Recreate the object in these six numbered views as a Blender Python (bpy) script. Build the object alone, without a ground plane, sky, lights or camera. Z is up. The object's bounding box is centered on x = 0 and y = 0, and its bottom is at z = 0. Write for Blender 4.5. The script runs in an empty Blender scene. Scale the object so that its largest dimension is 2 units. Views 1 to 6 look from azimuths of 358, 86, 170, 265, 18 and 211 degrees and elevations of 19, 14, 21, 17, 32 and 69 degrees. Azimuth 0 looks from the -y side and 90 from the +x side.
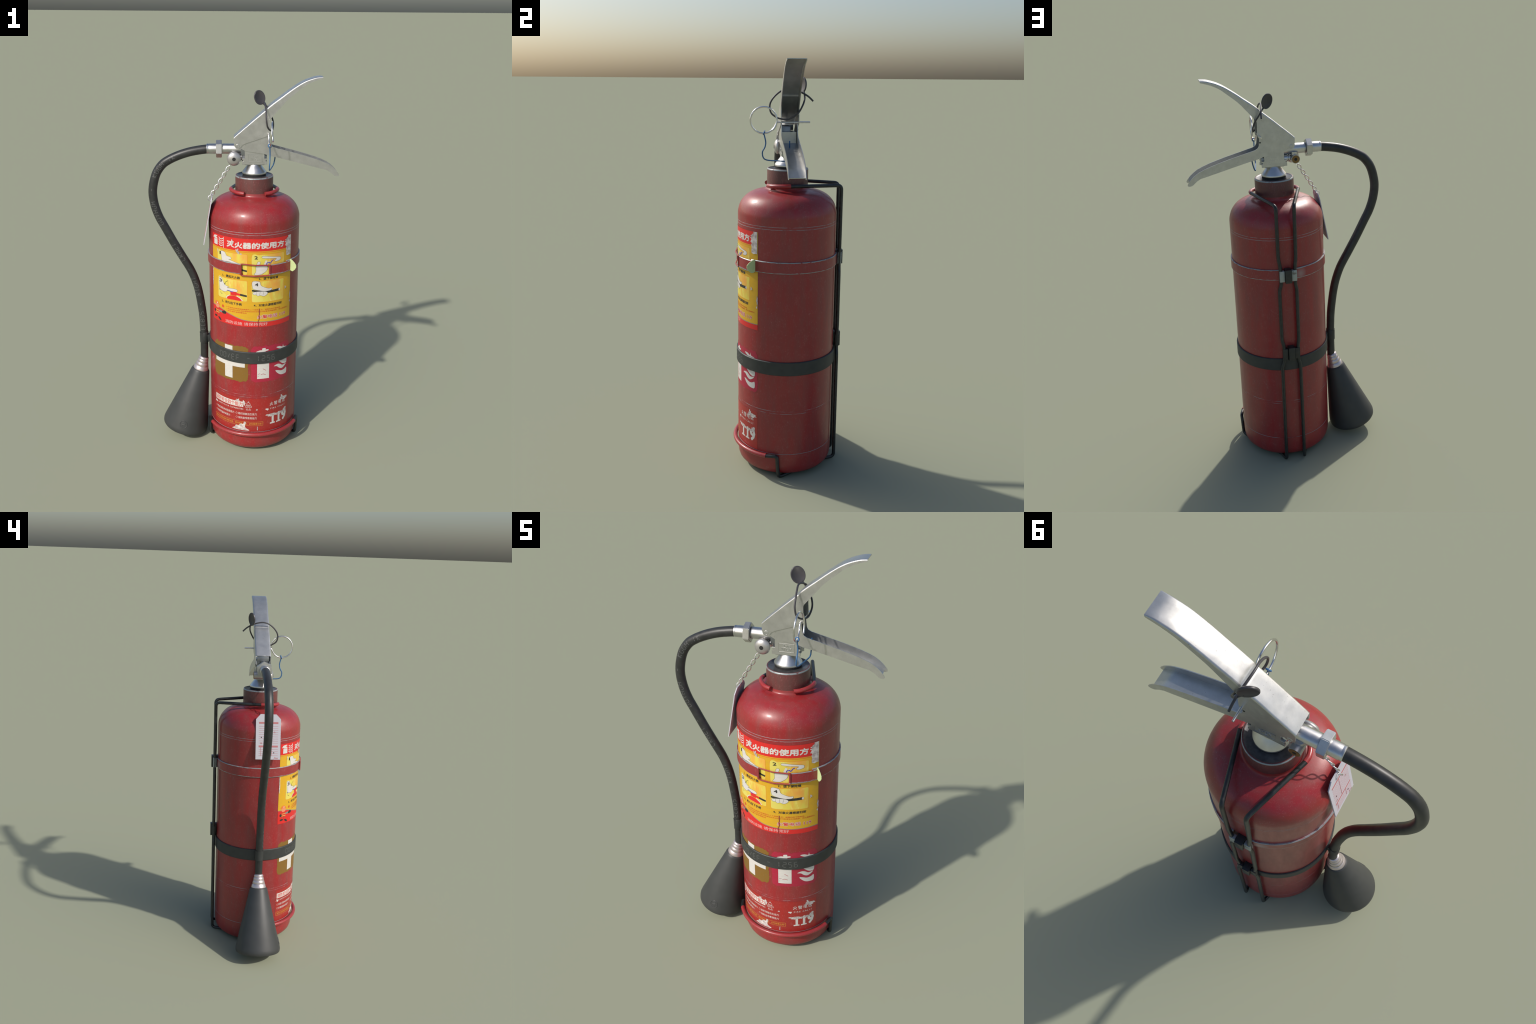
import bpy, bmesh, math, random
from mathutils import Vector, Matrix, noise
from mathutils.geometry import tessellate_polygon

random.seed(7)
CX, CY, R = 0.0577, -0.0058, 0.2365          # cylinder axis and radius
HB, HF = 0.0375, -0.0482                        # back and front side of the handle channel
YM = -0.006                                   # valve mid plane
COL = bpy.context.scene.collection

# ------------------------------------------------------------------ materials
def new_mat(name):
    m = bpy.data.materials.new(name); m.use_nodes = True
    nt = m.node_tree; b = nt.nodes["Principled BSDF"]
    return m, nt, b

def N(nt, kind, **kw):
    n = nt.nodes.new(kind)
    for k, v in kw.items():
        if k in n.inputs: n.inputs[k].default_value = v
        else: setattr(n, k, v)
    return n

def obj_co(nt, scale=(1, 1, 1)):
    tc = N(nt, "ShaderNodeTexCoord"); mp = N(nt, "ShaderNodeMapping")
    mp.inputs["Scale"].default_value = scale
    nt.links.new(tc.outputs["Object"], mp.inputs["Vector"])
    return mp.outputs["Vector"]

def noise_tex(nt, co, scale, detail=4.0, rough=0.6):
    n = N(nt, "ShaderNodeTexNoise", Scale=scale, Detail=detail, Roughness=rough)
    nt.links.new(co, n.inputs["Vector"]); return n.outputs["Fac"]

def ramp(nt, fac, lo, hi, a=0.0, b=1.0):
    r = N(nt, "ShaderNodeMapRange"); r.clamp = True
    r.inputs["From Min"].default_value = lo; r.inputs["From Max"].default_value = hi
    r.inputs["To Min"].default_value = a; r.inputs["To Max"].default_value = b
    nt.links.new(fac, r.inputs["Value"]); return r.outputs["Result"]

def mix(nt, fac, a, b):
    m = N(nt, "ShaderNodeMix", data_type="RGBA")
    if isinstance(fac, float): m.inputs[0].default_value = fac
    else: nt.links.new(fac, m.inputs[0])
    for s, v in ((6, a), (7, b)):
        if isinstance(v, tuple): m.inputs[s].default_value = (*v, 1)
        else: nt.links.new(v, m.inputs[s])
    return m.outputs[2]

def math_n(nt, op, a, b=None):
    m = N(nt, "ShaderNodeMath", operation=op)
    for i, v in enumerate((a, b)):
        if v is None: continue
        if isinstance(v, (int, float)): m.inputs[i].default_value = v
        else: nt.links.new(v, m.inputs[i])
    return m.outputs[0]

def bump(nt, b, fac, strength, dist=0.002):
    n = N(nt, "ShaderNodeBump", Strength=strength, Distance=dist)
    nt.links.new(fac, n.inputs["Height"]); nt.links.new(n.outputs["Normal"], b.inputs["Normal"])

def plain(name, col, rough=0.6, metallic=0.0, var=0.12, scale=60.0, spec=0.5, bumpy=0.0):
    """one colour with a little mottling"""
    m, nt, b = new_mat(name)
    co = obj_co(nt)
    f = ramp(nt, noise_tex(nt, co, scale), 0.3, 0.7)
    dark = tuple(c * (1 - var) for c in col); light = tuple(min(1, c * (1 + var) + 0.01 * var) for c in col)
    nt.links.new(mix(nt, f, dark, light), b.inputs["Base Color"])
    b.inputs["Roughness"].default_value = rough; b.inputs["Metallic"].default_value = metallic
    b.inputs["Specular IOR Level"].default_value = spec
    if bumpy: bump(nt, b, noise_tex(nt, co, scale * 6), bumpy, 0.001)
    return m

def metal(name, col=(0.72, 0.72, 0.70), rough=0.36, specks=True, metallic=1.0):
    m, nt, b = new_mat(name)
    co = obj_co(nt)
    f = ramp(nt, noise_tex(nt, co, 28, 6), 0.3, 0.72)
    c = mix(nt, f, tuple(x * 0.82 for x in col), col)
    fine = ramp(nt, noise_tex(nt, co, 300, 2), 0.35, 0.65)
    c = mix(nt, math_n(nt, "MULTIPLY", fine, 0.10 if specks else 0.03), c, tuple(x * 0.55 for x in col))
    if specks:
        v = N(nt, "ShaderNodeTexVoronoi", Scale=95.0); nt.links.new(co, v.inputs["Vector"])
        keep = ramp(nt, noise_tex(nt, co, 40, 2), 0.52, 0.6)
        dot = math_n(nt, "MULTIPLY", ramp(nt, v.outputs["Distance"], 0.10, 0.17, 1, 0), keep)
        c = mix(nt, math_n(nt, "MULTIPLY", dot, 0.55), c, (0.16, 0.15, 0.14))
    nt.links.new(c, b.inputs["Base Color"])
    b.inputs["Metallic"].default_value = metallic
    nt.links.new(ramp(nt, noise_tex(nt, co, 45, 5), 0.3, 0.7, rough - 0.03, rough + 0.05), b.inputs["Roughness"])
    return m

def red_paint(name, base=(0.290, 0.0135, 0.0175), dusty=(0.215, 0.034, 0.0330), rough=0.38, lines=(), smudge=None):
    """enamel with dusty mottling, hair scratches and rings of bare metal at the given heights"""
    m, nt, b = new_mat(name)
    co = obj_co(nt)
    streak = noise_tex(nt, obj_co(nt, (1, 1, 0.22)), 26, 6, 0.65)
    c = mix(nt, ramp(nt, streak, 0.34, 0.70), base, dusty)
    c = mix(nt, math_n(nt, "MULTIPLY", ramp(nt, noise_tex(nt, co, 7, 3), 0.45, 0.75), 0.5), c, tuple(x * 0.86 for x in base))
    grit = ramp(nt, noise_tex(nt, obj_co(nt, (1, 1, 0.4)), 230, 3, 0.7), 0.58, 0.72)
    c = mix(nt, math_n(nt, "MULTIPLY", grit, 0.24), c, (0.44, 0.20, 0.20))
    # thin crossing hair scratches
    for sc in ((60, 60, 9), (22, 22, 70)):
        w = noise_tex(nt, obj_co(nt, sc), 1.6, 3, 0.5)
        near = math_n(nt, "ABSOLUTE", math_n(nt, "SUBTRACT", w, 0.5))
        hair = math_n(nt, "MULTIPLY", ramp(nt, near, 0.0, 0.006, 1, 0), ramp(nt, noise_tex(nt, co, 30, 2), 0.52, 0.62))
        c = mix(nt, math_n(nt, "MULTIPLY", hair, 0.35), c, (0.50, 0.27, 0.26))
    rsock = ramp(nt, streak, 0.3, 0.7, rough - 0.05, rough + 0.12)
    if lines:
        tc = N(nt, "ShaderNodeTexCoord"); sep = N(nt, "ShaderNodeSeparateXYZ")
        nt.links.new(tc.outputs["Object"], sep.inputs[0])
        wob = math_n(nt, "MULTIPLY", math_n(nt, "SUBTRACT", noise_tex(nt, co, 90, 4), 0.5), 0.0022)
        zz = math_n(nt, "ADD", sep.outputs[2], wob)
        for z, half, amount in lines:
            d = math_n(nt, "ABSOLUTE", math_n(nt, "SUBTRACT", zz, z))
            ln = ramp(nt, d, half * 0.5, half * 1.3, 1, 0)
            brk = ramp(nt, noise_tex(nt, obj_co(nt, (1, 1, 3)), 14 + z * 9, 5, 0.65), 0.60 - amount * 0.3, 0.72 - amount * 0.3)
            c = mix(nt, math_n(nt, "MULTIPLY", ln, math_n(nt, "MULTIPLY", brk, 0.8)), c, (0.27, 0.31, 0.33))
    if smudge:   # pale rubbed spot
        tc = N(nt, "ShaderNodeTexCoord"); d = N(nt, "ShaderNodeVectorMath", operation="DISTANCE")
        nt.links.new(tc.outputs["Object"], d.inputs[0]); d.inputs[1].default_value = smudge[:3]
        c = mix(nt, math_n(nt, "MULTIPLY", ramp(nt, d.outputs["Value"], 0.006, smudge[3], 1, 0), 0.7), c, (0.36, 0.27, 0.26))
    nt.links.new(c, b.inputs["Base Color"]); nt.links.new(rsock, b.inputs["Roughness"])
    b.inputs["Coat Weight"].default_value = 0.22; b.inputs["Coat Roughness"].default_value = 0.16
    bump(nt, b, noise_tex(nt, co, 160, 3), 0.05, 0.001)
    return m

def print_mat(name, col, rough=0.5, grime=0.16, scale=75):
    """printed ink or sticker paper, slightly soiled"""
    m, nt, b = new_mat(name)
    co = obj_co(nt, (1, 1, 1))
    f = ramp(nt, noise_tex(nt, obj_co(nt, (0.35, 1, 1.6)), scale, 5, 0.7), 0.42, 0.75)
    c = mix(nt, math_n(nt, "MULTIPLY", f, grime), col, tuple(x * 0.55 + 0.05 for x in col))
    sp = ramp(nt, noise_tex(nt, co, 330, 2), 0.66, 0.74)
    c = mix(nt, math_n(nt, "MULTIPLY", sp, 0.25), c, (0.45, 0.40, 0.36))
    nt.links.new(c, b.inputs["Base Color"]); b.inputs["Roughness"].default_value = rough
    return m

def flame_mat(name):
    """picture background: yellow with slanting orange flames, hotter to the upper right"""
    m, nt, b = new_mat(name)
    tc = N(nt, "ShaderNodeTexCoord"); mp = N(nt, "ShaderNodeMapping")
    mp.inputs["Rotation"].default_value = (0, math.radians(-35), 0); mp.inputs["Scale"].default_value = (1, 1, 0.38)
    nt.links.new(tc.outputs["Object"], mp.inputs["Vector"])
    f = noise_tex(nt, mp.outputs["Vector"], 34, 3, 0.5)
    c = mix(nt, ramp(nt, f, 0.42, 0.78), (0.63, 0.53, 0.075), (0.66, 0.35, 0.05))
    c = mix(nt, ramp(nt, noise_tex(nt, mp.outputs["Vector"], 60, 2, 0.5), 0.56, 0.74), c, (0.70, 0.62, 0.15))
    for sx, z in ((-0.070, 1.125), (0.125, 1.130), (-0.085, 0.985), (0.110, 0.985)):   # hot corners of the four pictures
        d = N(nt, "ShaderNodeVectorMath", operation="DISTANCE")
        nt.links.new(tc.outputs["Object"], d.inputs[0]); d.inputs[1].default_value = (CX + R * math.sin(sx / R), CY - R * math.cos(sx / R), z)
        c = mix(nt, math_n(nt, "MULTIPLY", ramp(nt, d.outputs["Value"], 0.005, 0.075, 1, 0), math_n(nt, "MULTIPLY", ramp(nt, f, 0.30, 0.6), 0.8)), c, (0.70, 0.30, 0.05))
    nt.links.new(c, b.inputs["Base Color"]); b.inputs["Roughness"].default_value = 0.5
    return m

def chipped_mat(name, base, chip=(0.29, 0.33, 0.34), rough=0.4):
    """paint that has chipped to bare metal"""
    m, nt, b = new_mat(name)
    co = obj_co(nt)
    f = ramp(nt, noise_tex(nt, co, 45, 6, 0.7), 0.36, 0.44)
    nt.links.new(mix(nt, f, base, chip), b.inputs["Base Color"])
    nt.links.new(math_n(nt, "MULTIPLY", f, 0.35), b.inputs["Metallic"])
    b.inputs["Roughness"].default_value = rough
    return m

def scrape_mat(name):
    m, nt, b = new_mat(name)
    co = obj_co(nt)
    f = ramp(nt, noise_tex(nt, co, 55, 5, 0.65), 0.36, 0.62)
    nt.links.new(mix(nt, f, (0.34, 0.27, 0.26), (0.66, 0.61, 0.58)), b.inputs["Base Color"])
    b.inputs["Roughness"].default_value = 0.65
    return m

M = dict(
    red=red_paint("red_enamel", lines=((1.2605, 0.0011, 0.75), (1.2485, 0.0011, 0.8), (0.356, 0.0011, 0.55), (0.3435, 0.0010, 0.35), (0.129, 0.0013, 0.9)), smudge=(-0.012, 0.237, 1.066, 0.036)),
    strap=red_paint("strap_red", (0.28, 0.0165, 0.020), (0.22, 0.031, 0.031), 0.42, lines=((1.0985, 0.0030, 0.75), (1.0440, 0.0024, 0.6)), smudge=(-0.012, 0.237, 1.066, 0.036)),
    sleeve=red_paint("sleeve_red", (0.32, 0.022, 0.025), (0.26, 0.032, 0.033), 0.34),
    neck=red_paint("neck_paint", (0.125, 0.025, 0.024), (0.092, 0.041, 0.036), 0.48, lines=((1.5010, 0.0028, 0.9),)),
    foot=chipped_mat("worn_foot", (0.06, 0.05, 0.045), (0.20, 0.20, 0.18), 0.6),
    chip=chipped_mat("chipped_edge", (0.13, 0.035, 0.035)),
    chipstrap=chipped_mat("chipped_strap_edge", (0.26, 0.03, 0.03)),
    alu=metal("brushed_aluminium", (0.60, 0.60, 0.58), 0.35, metallic=0.86),
    steel=metal("turned_steel", (0.66, 0.66, 0.66), 0.33, specks=False),
    chrome=metal("bright_wire", (0.78, 0.77, 0.76), 0.22, specks=False),
    darkmetal=metal("dull_metal", (0.36, 0.38, 0.41), 0.42),
    clip=chipped_mat("worn_clip", (0.14, 0.13, 0.10), (0.34, 0.37, 0.36), 0.45),
    inner=plain("dark_top", (0.115, 0.115, 0.120), 0.36, 0.6, 0.35, 40),
    brass=plain("brass_face", (0.22, 0.13, 0.045), 0.45, 0.6, 0.2, 80),
    black=plain("black_wire_coat", (0.016, 0.019, 0.019), 0.38, 0.0, 0.35, 50, bumpy=0.05),
    hose=plain("black_hose", (0.022, 0.023, 0.023), 0.42, 0.0, 0.25, 35),
    horn=plain("horn_plastic", (0.039, 0.041, 0.041), 0.50, 0.0, 0.10, 14, bumpy=0.04),
    rubber=plain("rubber", (0.029, 0.032, 0.031), 0.55, 0.0, 0.15, 30),
    hole=plain("dark_hole", (0.010, 0.010, 0.010), 0.7),
    pale=plain("pinkish_aluminium", (0.60, 0.53, 0.53), 0.34, 0.75, 0.08, 40),
    gauge=plain("gauge_nickel", (0.47, 0.46, 0.45), 0.36, 0.7, 0.06, 40),
    seal=plain("seal_plastic", (0.045, 0.042, 0.047), 0.45, 0.0, 0.12, 60),
    blue=plain("blue_wire", (0.030, 0.115, 0.26), 0.42, 0.0, 0.12, 80),
    flap=plain("pale_green_flap", (0.53, 0.64, 0.31), 0.6, 0.0, 0.06, 60),
    tag=print_mat("tag_card", (0.50, 0.49, 0.54), 0.6, 0.10),
    tagink=print_mat("tag_red_ink", (0.46, 0.17, 0.18), 0.6, 0.1),
    lblred=print_mat("label_red", (0.60, 0.017, 0.015), 0.42),
    lblyel=print_mat("label_yellow", (0.61, 0.345, 0.012), 0.45, 0.28),
    lblred2=red_paint("lower_label_red", (0.345, 0.014, 0.012), (0.28, 0.024, 0.019), 0.44),
    white=print_mat("print_white", (0.61, 0.585, 0.55), 0.5, 0.3),
    palepink=print_mat("print_pale_pink", (0.62, 0.42, 0.40), 0.5, 0.2),
    greyink=print_mat("print_grey", (0.20, 0.20, 0.19), 0.5),
    fade=print_mat("faded_print", (0.12, 0.125, 0.12), 0.55),
    fadehose=print_mat("faded_hose_print", (0.15, 0.155, 0.155), 0.55),
    ink=print_mat("print_black", (0.022, 0.022, 0.020), 0.5, 0.0),
    inkred=print_mat("print_red", (0.55, 0.035, 0.02), 0.5, 0.1),
    inkyel=print_mat("print_ochre_line", (0.55, 0.28, 0.03), 0.5, 0.3),
    inkblue=print_mat("print_blue", (0.02, 0.03, 0.40), 0.5, 0.0),
    inkskin=print_mat("print_skin", (0.66, 0.24, 0.13), 0.5, 0.1),
    inkorange=print_mat("print_orange", (0.66, 0.17, 0.03), 0.5, 0.1),
    lemon=print_mat("print_lemon", (0.64, 0.56, 0.11), 0.5, 0.1),
    flame=flame_mat("flame_picture"),
    ochre=print_mat("brushed_ochre", (0.20, 0.103, 0.012), 0.5, 0.35, 120),
    pink=print_mat("brushed_crimson", (0.365, 0.011, 0.038), 0.5, 0.3, 120),
    scrape=scrape_mat("scraped_paper"),
)

# ------------------------------------------------------------------ geometry helpers
root = bpy.data.objects.new("fire_extinguisher", None); COL.objects.link(root)
root["label"] = "worn red fire extinguisher with black hose and wire bracket"
root["category"] = "fire extinguisher"

def add(name, bm, mat, parent=None, angle=35, smooth=True):
    me = bpy.data.meshes.new(name)
    bmesh.ops.recalc_face_normals(bm, faces=bm.faces)
    bm.to_mesh(me); bm.free()
    mats = mat if isinstance(mat, (list, tuple)) else [mat]
    for k in mats: me.materials.append(M[k])
    if smooth:
        me.polygons.foreach_set("use_smooth", [True] * len(me.polygons))
        me.set_sharp_from_angle(angle=math.radians(angle))
    ob = bpy.data.objects.new(name, me); COL.objects.link(ob)
    ob.parent = parent or root
    return ob

def catmull(pts, sub=6, closed=False):
    P = [Vector(p) for p in pts]; n = len(P); out = []
    for i in range(n if closed else n - 1):
        p1, p2 = P[i], P[(i + 1) % n]
        p0 = P[i - 1] if closed or i else p1 * 2 - p2
        p3 = P[(i + 2) % n] if closed or i + 2 < n else p2 * 2 - p1
        for k in range(sub):
            t = k / sub
            out.append(0.5 * ((2 * p1) + (p2 - p0) * t + (2 * p0 - 5 * p1 + 4 * p2 - p3) * t * t + (3 * p1 - p0 - 3 * p2 + p3) * t ** 3))
    if not closed: out.append(P[-1])
    return out

def rounded(pts, rad, sub=5):
    """polyline with filleted corners"""
    P = [Vector(p) for p in pts]; out = [P[0]]
    for i in range(1, len(P) - 1):
        a, b, c = P[i - 1], P[i], P[i + 1]
        r = min(rad, (a - b).length * 0.48, (c - b).length * 0.48)
        s, e = b + (a - b).normalized() * r, b + (c - b).normalized() * r
        for k in range(sub + 1):
            t = k / sub
            out.append(s * (1 - t) ** 2 + b * 2 * t * (1 - t) + e * t * t)
    out.append(P[-1]); return out

def frames(path, closed=False):
    n = len(path); T = []
    for i in range(n):
        a = path[i - 1] if (i or closed) else path[i]; b = path[(i + 1) % n] if (i + 1 < n or closed) else path[i]
        T.append((b - a).normalized())
    up = Vector((0, 1, 0))
    if abs(T[0].dot(up)) > 0.9: up = Vector((1, 0, 0))
    u = (up - T[0] * up.dot(T[0])).normalized(); F = []
    for i in range(n):
        u = (u - T[i] * u.dot(T[i])).normalized(); F.append((T[i], u, T[i].cross(u)))
    return F

def tube_bm(path, rad, seg=14, closed=False, bm=None, caps=True):
    bm = bm or bmesh.new(); F = frames(path, closed); rings = []
    for i, (p, (t, u, v)) in enumerate(zip(path, F)):
        r = rad(i / max(1, len(path) - 1)) if callable(rad) else rad
        rings.append([bm.verts.new(p + (u * math.cos(a) + v * math.sin(a)) * r) for a in (2 * math.pi * k / seg for k in range(seg))])
    m = len(rings)
    for i in range(m if closed else m - 1):
        A, B = rings[i], rings[(i + 1) % m]
        for k in range(seg): bm.faces.new((A[k], A[(k + 1) % seg], B[(k + 1) % seg], B[k]))
    if not closed and caps:
        bm.faces.new(rings[0][::-1]); bm.faces.new(rings[-1])
    return bm

def lathe_bm(profile, origin=(0, 0, 0), axis=(0, 0, 1), seg=64, bm=None, mats=None):
    """revolve (radius, height) pairs; mats = material index per profile segment"""
    bm = bm or bmesh.new()
    q = Vector((0, 0, 1)).rotation_difference(Vector(axis).normalized()).to_matrix(); o = Vector(origin)
    rings = []
    for r, h in profile:
        if r < 1e-6: rings.append([bm.verts.new(o + q @ Vector((0, 0, h)))])
        else: rings.append([bm.verts.new(o + q @ Vector((r * math.cos(a), r * math.sin(a), h))) for a in (2 * math.pi * k / seg for k in range(seg))])
    for i in range(len(rings) - 1):
        A, B = rings[i], rings[i + 1]
        for k in range(seg):
            j = (k + 1) % seg
            if len(A) == 1 and len(B) == 1: continue
            if len(A) == 1: f = bm.faces.new((A[0], B[j], B[k]))
            elif len(B) == 1: f = bm.faces.new((A[k], A[j], B[0]))
            else: f = bm.faces.new((A[k], A[j], B[j], B[k]))
            if mats: f.material_index = mats[i]
    return bm

def box_bm(lo, hi, bevel=0.0, bm=None):
    b2 = bmesh.new()
    bmesh.ops.create_cube(b2, size=1)
    lo, hi = Vector(lo), Vector(hi)
    for v in b2.verts: v.co = Vector(((lo + hi)[i] / 2 + v.co[i] * (hi - lo)[i] for i in range(3)))
    if bevel: bmesh.ops.bevel(b2, geom=list(b2.edges), offset=bevel, segments=2, affect="EDGES", profile=0.5)
    return join_bm(bm, b2)

def join_bm(bm, other):
    if bm is None: return other
    me = bpy.data.meshes.new("tmp"); other.to_mesh(me); other.free(); bm.from_mesh(me); bpy.data.meshes.remove(me)
    return bm

def prism_bm(poly, y0, y1, bevel=0.0, bm=None, holes=()):
    """xz outline extruded along y"""
    b2 = bmesh.new()
    loops = [[Vector((x, 0, z)) for x, z in poly]]
    flat = [b2.verts.new((x, y0, z)) for x, z in poly]
    f = b2.faces.new(flat)
    ext = bmesh.ops.extrude_face_region(b2, geom=[f])
    for v in ext["geom"]:
        if isinstance(v, bmesh.types.BMVert): v.co.y = y1
    if bevel:
        bmesh.ops.bevel(b2, geom=[e for e in b2.edges if abs(e.verts[0].co.y - e.verts[1].co.y) < 1e-6], offset=bevel, segments=2, affect="EDGES", profile=0.5)
    return join_bm(bm, b2)

def curve2d(pts, sub=6, closed=False):
    return [(p.x, p.y) for p in catmull([(x, y, 0) for x, y in pts], sub, closed)]

# ------------------------------------------------------------------ cylinder
prof = [(0.0, 0.022), (0.160, 0.015), (0.192, 0.0095), (0.2005, 0.0095), (0.2090, 0.0130), (0.2200, 0.0200), (0.2305, 0.0320), (0.2358, 0.0480), (0.2375, 0.0700)]
def groove(z, r, depth=0.0005, half=0.0009):
    """shallow rolled line with support loops so the wall beside it stays straight"""
    return [(r, z - half - 0.004), (r, z - half - 0.0006), (r, z - half), (r - depth, z - half * 0.4), (r - depth, z + half * 0.4), (r, z + half), (r, z + half + 0.0006), (r, z + half + 0.004)]
prof += [(0.2376, 0.100)] + groove(0.129, 0.2377, 0.0010) + [(0.2378, 0.20)] + groove(0.3435, 0.2379)[:-1] + groove(0.3560, 0.2379)[1:] + [(0.2379, 0.60), (0.2378, 0.80), (0.2377, 1.10)] + groove(1.2485, 0.2376)[:-1] + groove(1.2605, 0.2376)[1:]
dome = [(0.2376, 1.2780), (0.2364, 1.3060), (0.2265, 1.3370), (0.2105, 1.3610), (0.1890, 1.3800), (0.1600, 1.3940), (0.1300, 1.4020), (0.1100, 1.4055), (0.1015, 1.4115), (0.0985, 1.4240)]
worn = len([p for p in prof if p[1] < 0.021]) - 1
prof += [(p.x, p.y) for p in catmull([(a, b, 0) for a, b in dome], 4)]
body = add("cylinder", lathe_bm(prof, (CX, CY, 0), seg=160, mats=[1 if i < worn else 0 for i in range(len(prof) - 1)]), ["red", "foot"], angle=50)

neck_prof = [(0.0985, 1.415), (0.0978, 1.44), (0.0978, 1.4985), (0.0970, 1.5020), (0.0952, 1.5045), (0.0905, 1.5050), (0.0885, 1.5035), (0.0600, 1.5030), (0.0, 1.5030)]
add("neck_collar", lathe_bm(neck_prof, (CX, CY, 0), seg=96, mats=[0, 0, 1, 1, 3, 2, 2, 2]), ["neck", "chip", "inner", "neck"], angle=50)
add("black_ring_under_cone", lathe_bm([(0.0, 1.500), (0.0600, 1.500), (0.0600, 1.5135), (0.055, 1.517), (0, 1.517)], (CX, CY, 0), seg=72), "hole")
cone = [(0.0, 1.511), (0.0575, 1.511), (0.0622, 1.5145), (0.0626, 1.5195), (0.0610, 1.5240), (0.0375, 1.5535), (0.0330, 1.560), (0.0300, 1.575), (0.0300, 1.60), (0, 1.60)]
add("valve_cone", lathe_bm(cone, (CX, CY, 0), seg=72), "steel", angle=28)

# ------------------------------------------------------------------ valve
plate = [(0.008, 1.634), (0.008, 1.594), (-0.006, 1.594), (-0.006, 1.5885), (0.002, 1.583), (-0.006, 1.577), (-0.006, 1.563),
         (0.121, 1.563), (0.121, 1.577), (0.114, 1.583), (0.121, 1.5885), (0.121, 1.594), (0.108, 1.594), (0.108, 1.62)]
bm = prism_bm(plate, -0.0410, -0.033, 0.0008)
bm = prism_bm(plate, 0.022, 0.0294, 0.0008, bm)
bm = box_bm((0.008, -0.038, 1.560), (0.108, 0.026, 1.618), 0.002, bm)
bm = box_bm((0.012, -0.0400, 1.610), (0.102, 0.0280, 1.676), 0.001, bm)
valve = add("valve_block", bm, "alu", smooth=False)
bm = box_bm((-0.006, -0.026, 1.571), (0.121, 0.014, 1.609), 0.002)
bm = box_bm((-0.012, -0.040, 1.61), (0.072, 0.004, 1.700), 0.002, bm)
bm = box_bm((-0.040, -0.0375, 1.674), (-0.036, 0.0275, 1.7005), 0.001, bm)
add("valve_core", bm, "darkmetal", angle=25)

# recessed maker's plate with raised word on both sides
def frame_border(x0, x1, z0, z1, y, depth, t=0.0012):
    b = None
    for lo, hi in (((x0, z0), (x1, z0 + t)), ((x0, z1 - t), (x1, z1)), ((x0, z0), (x0 + t, z1)), ((x1 - t, z0), (x1, z1))):
        b = box_bm((lo[0], min(y, y + depth), lo[1]), (hi[0], max(y, y + depth), hi[1]), 0.0, b)
    return b
add("plate_border", frame_border(0.025, 0.097, 1.5765, 1.6155, -0.0411, -0.0010), "steel", valve, smooth=False)
add("plate_border", frame_border(0.025, 0.097, 1.5765, 1.6155, 0.0295, 0.0010), "steel", valve, smooth=False)

def text_mesh(body, spacing=1.0, bold=0.0, res=2):
    cu = bpy.data.curves.new("glyphs", "FONT"); cu.body = body; cu.space_character = spacing
    cu.offset = bold; cu.resolution_u = res; cu.fill_mode = "FRONT"
    ob = bpy.data.objects.new("glyphs", cu); COL.objects.link(ob)
    dg = bpy.context.evaluated_depsgraph_get(); dg.update()
    me = bpy.data.meshes.new_from_object(ob.evaluated_get(dg))
    bm = bmesh.new(); bm.from_mesh(me)
    bpy.data.objects.remove(ob); bpy.data.meshes.remove(me); bpy.data.curves.remove(cu)
    return bm

def fit(bm, x0, x1, z0, z1):
    """scale flat glyphs (xy) into the given rectangle"""
    xs = [v.co.x for v in bm.verts]; ys = [v.co.y for v in bm.verts]
    a, b, c, d = min(xs), max(xs), min(ys), max(ys)
    for v in bm.verts:
        v.co = Vector((x0 + (v.co.x - a) / (b - a) * (x1 - x0), z0 + (v.co.y - c) / (d - c) * (z1 - z0), 0))
    return bm

def raise_flat(bm, y, depth, flip=False):
    """stand flat glyphs up on an xz wall and give them depth"""
    for v in bm.verts: v.co = Vector((v.co.x, y, v.co.y))
    ext = bmesh.ops.extrude_face_region(bm, geom=list(bm.faces))
    for v in ext["geom"]:
        if isinstance(v, bmesh.types.BMVert): v.co.y += depth
    return bm
for y, dep, mir in ((-0.0409, -0.0016, 1), (0.0293, 0.0016, -1)):
    for word, x0, x1, z0, z1 in (("STOP", 0.038, 0.083, 1.583, 1.597), ("Yuto", 0.045, 0.078, 1.600, 1.611)):
        g = fit(text_mesh(word, 1.1, 0.0), x0, x1, z0, z1)
        if mir < 0:
            for v in g.verts: v.co.x = 0.122 - v.co.x
        add("raised_lettering", raise_flat(g, y, dep), "steel", valve, smooth=False)

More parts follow.
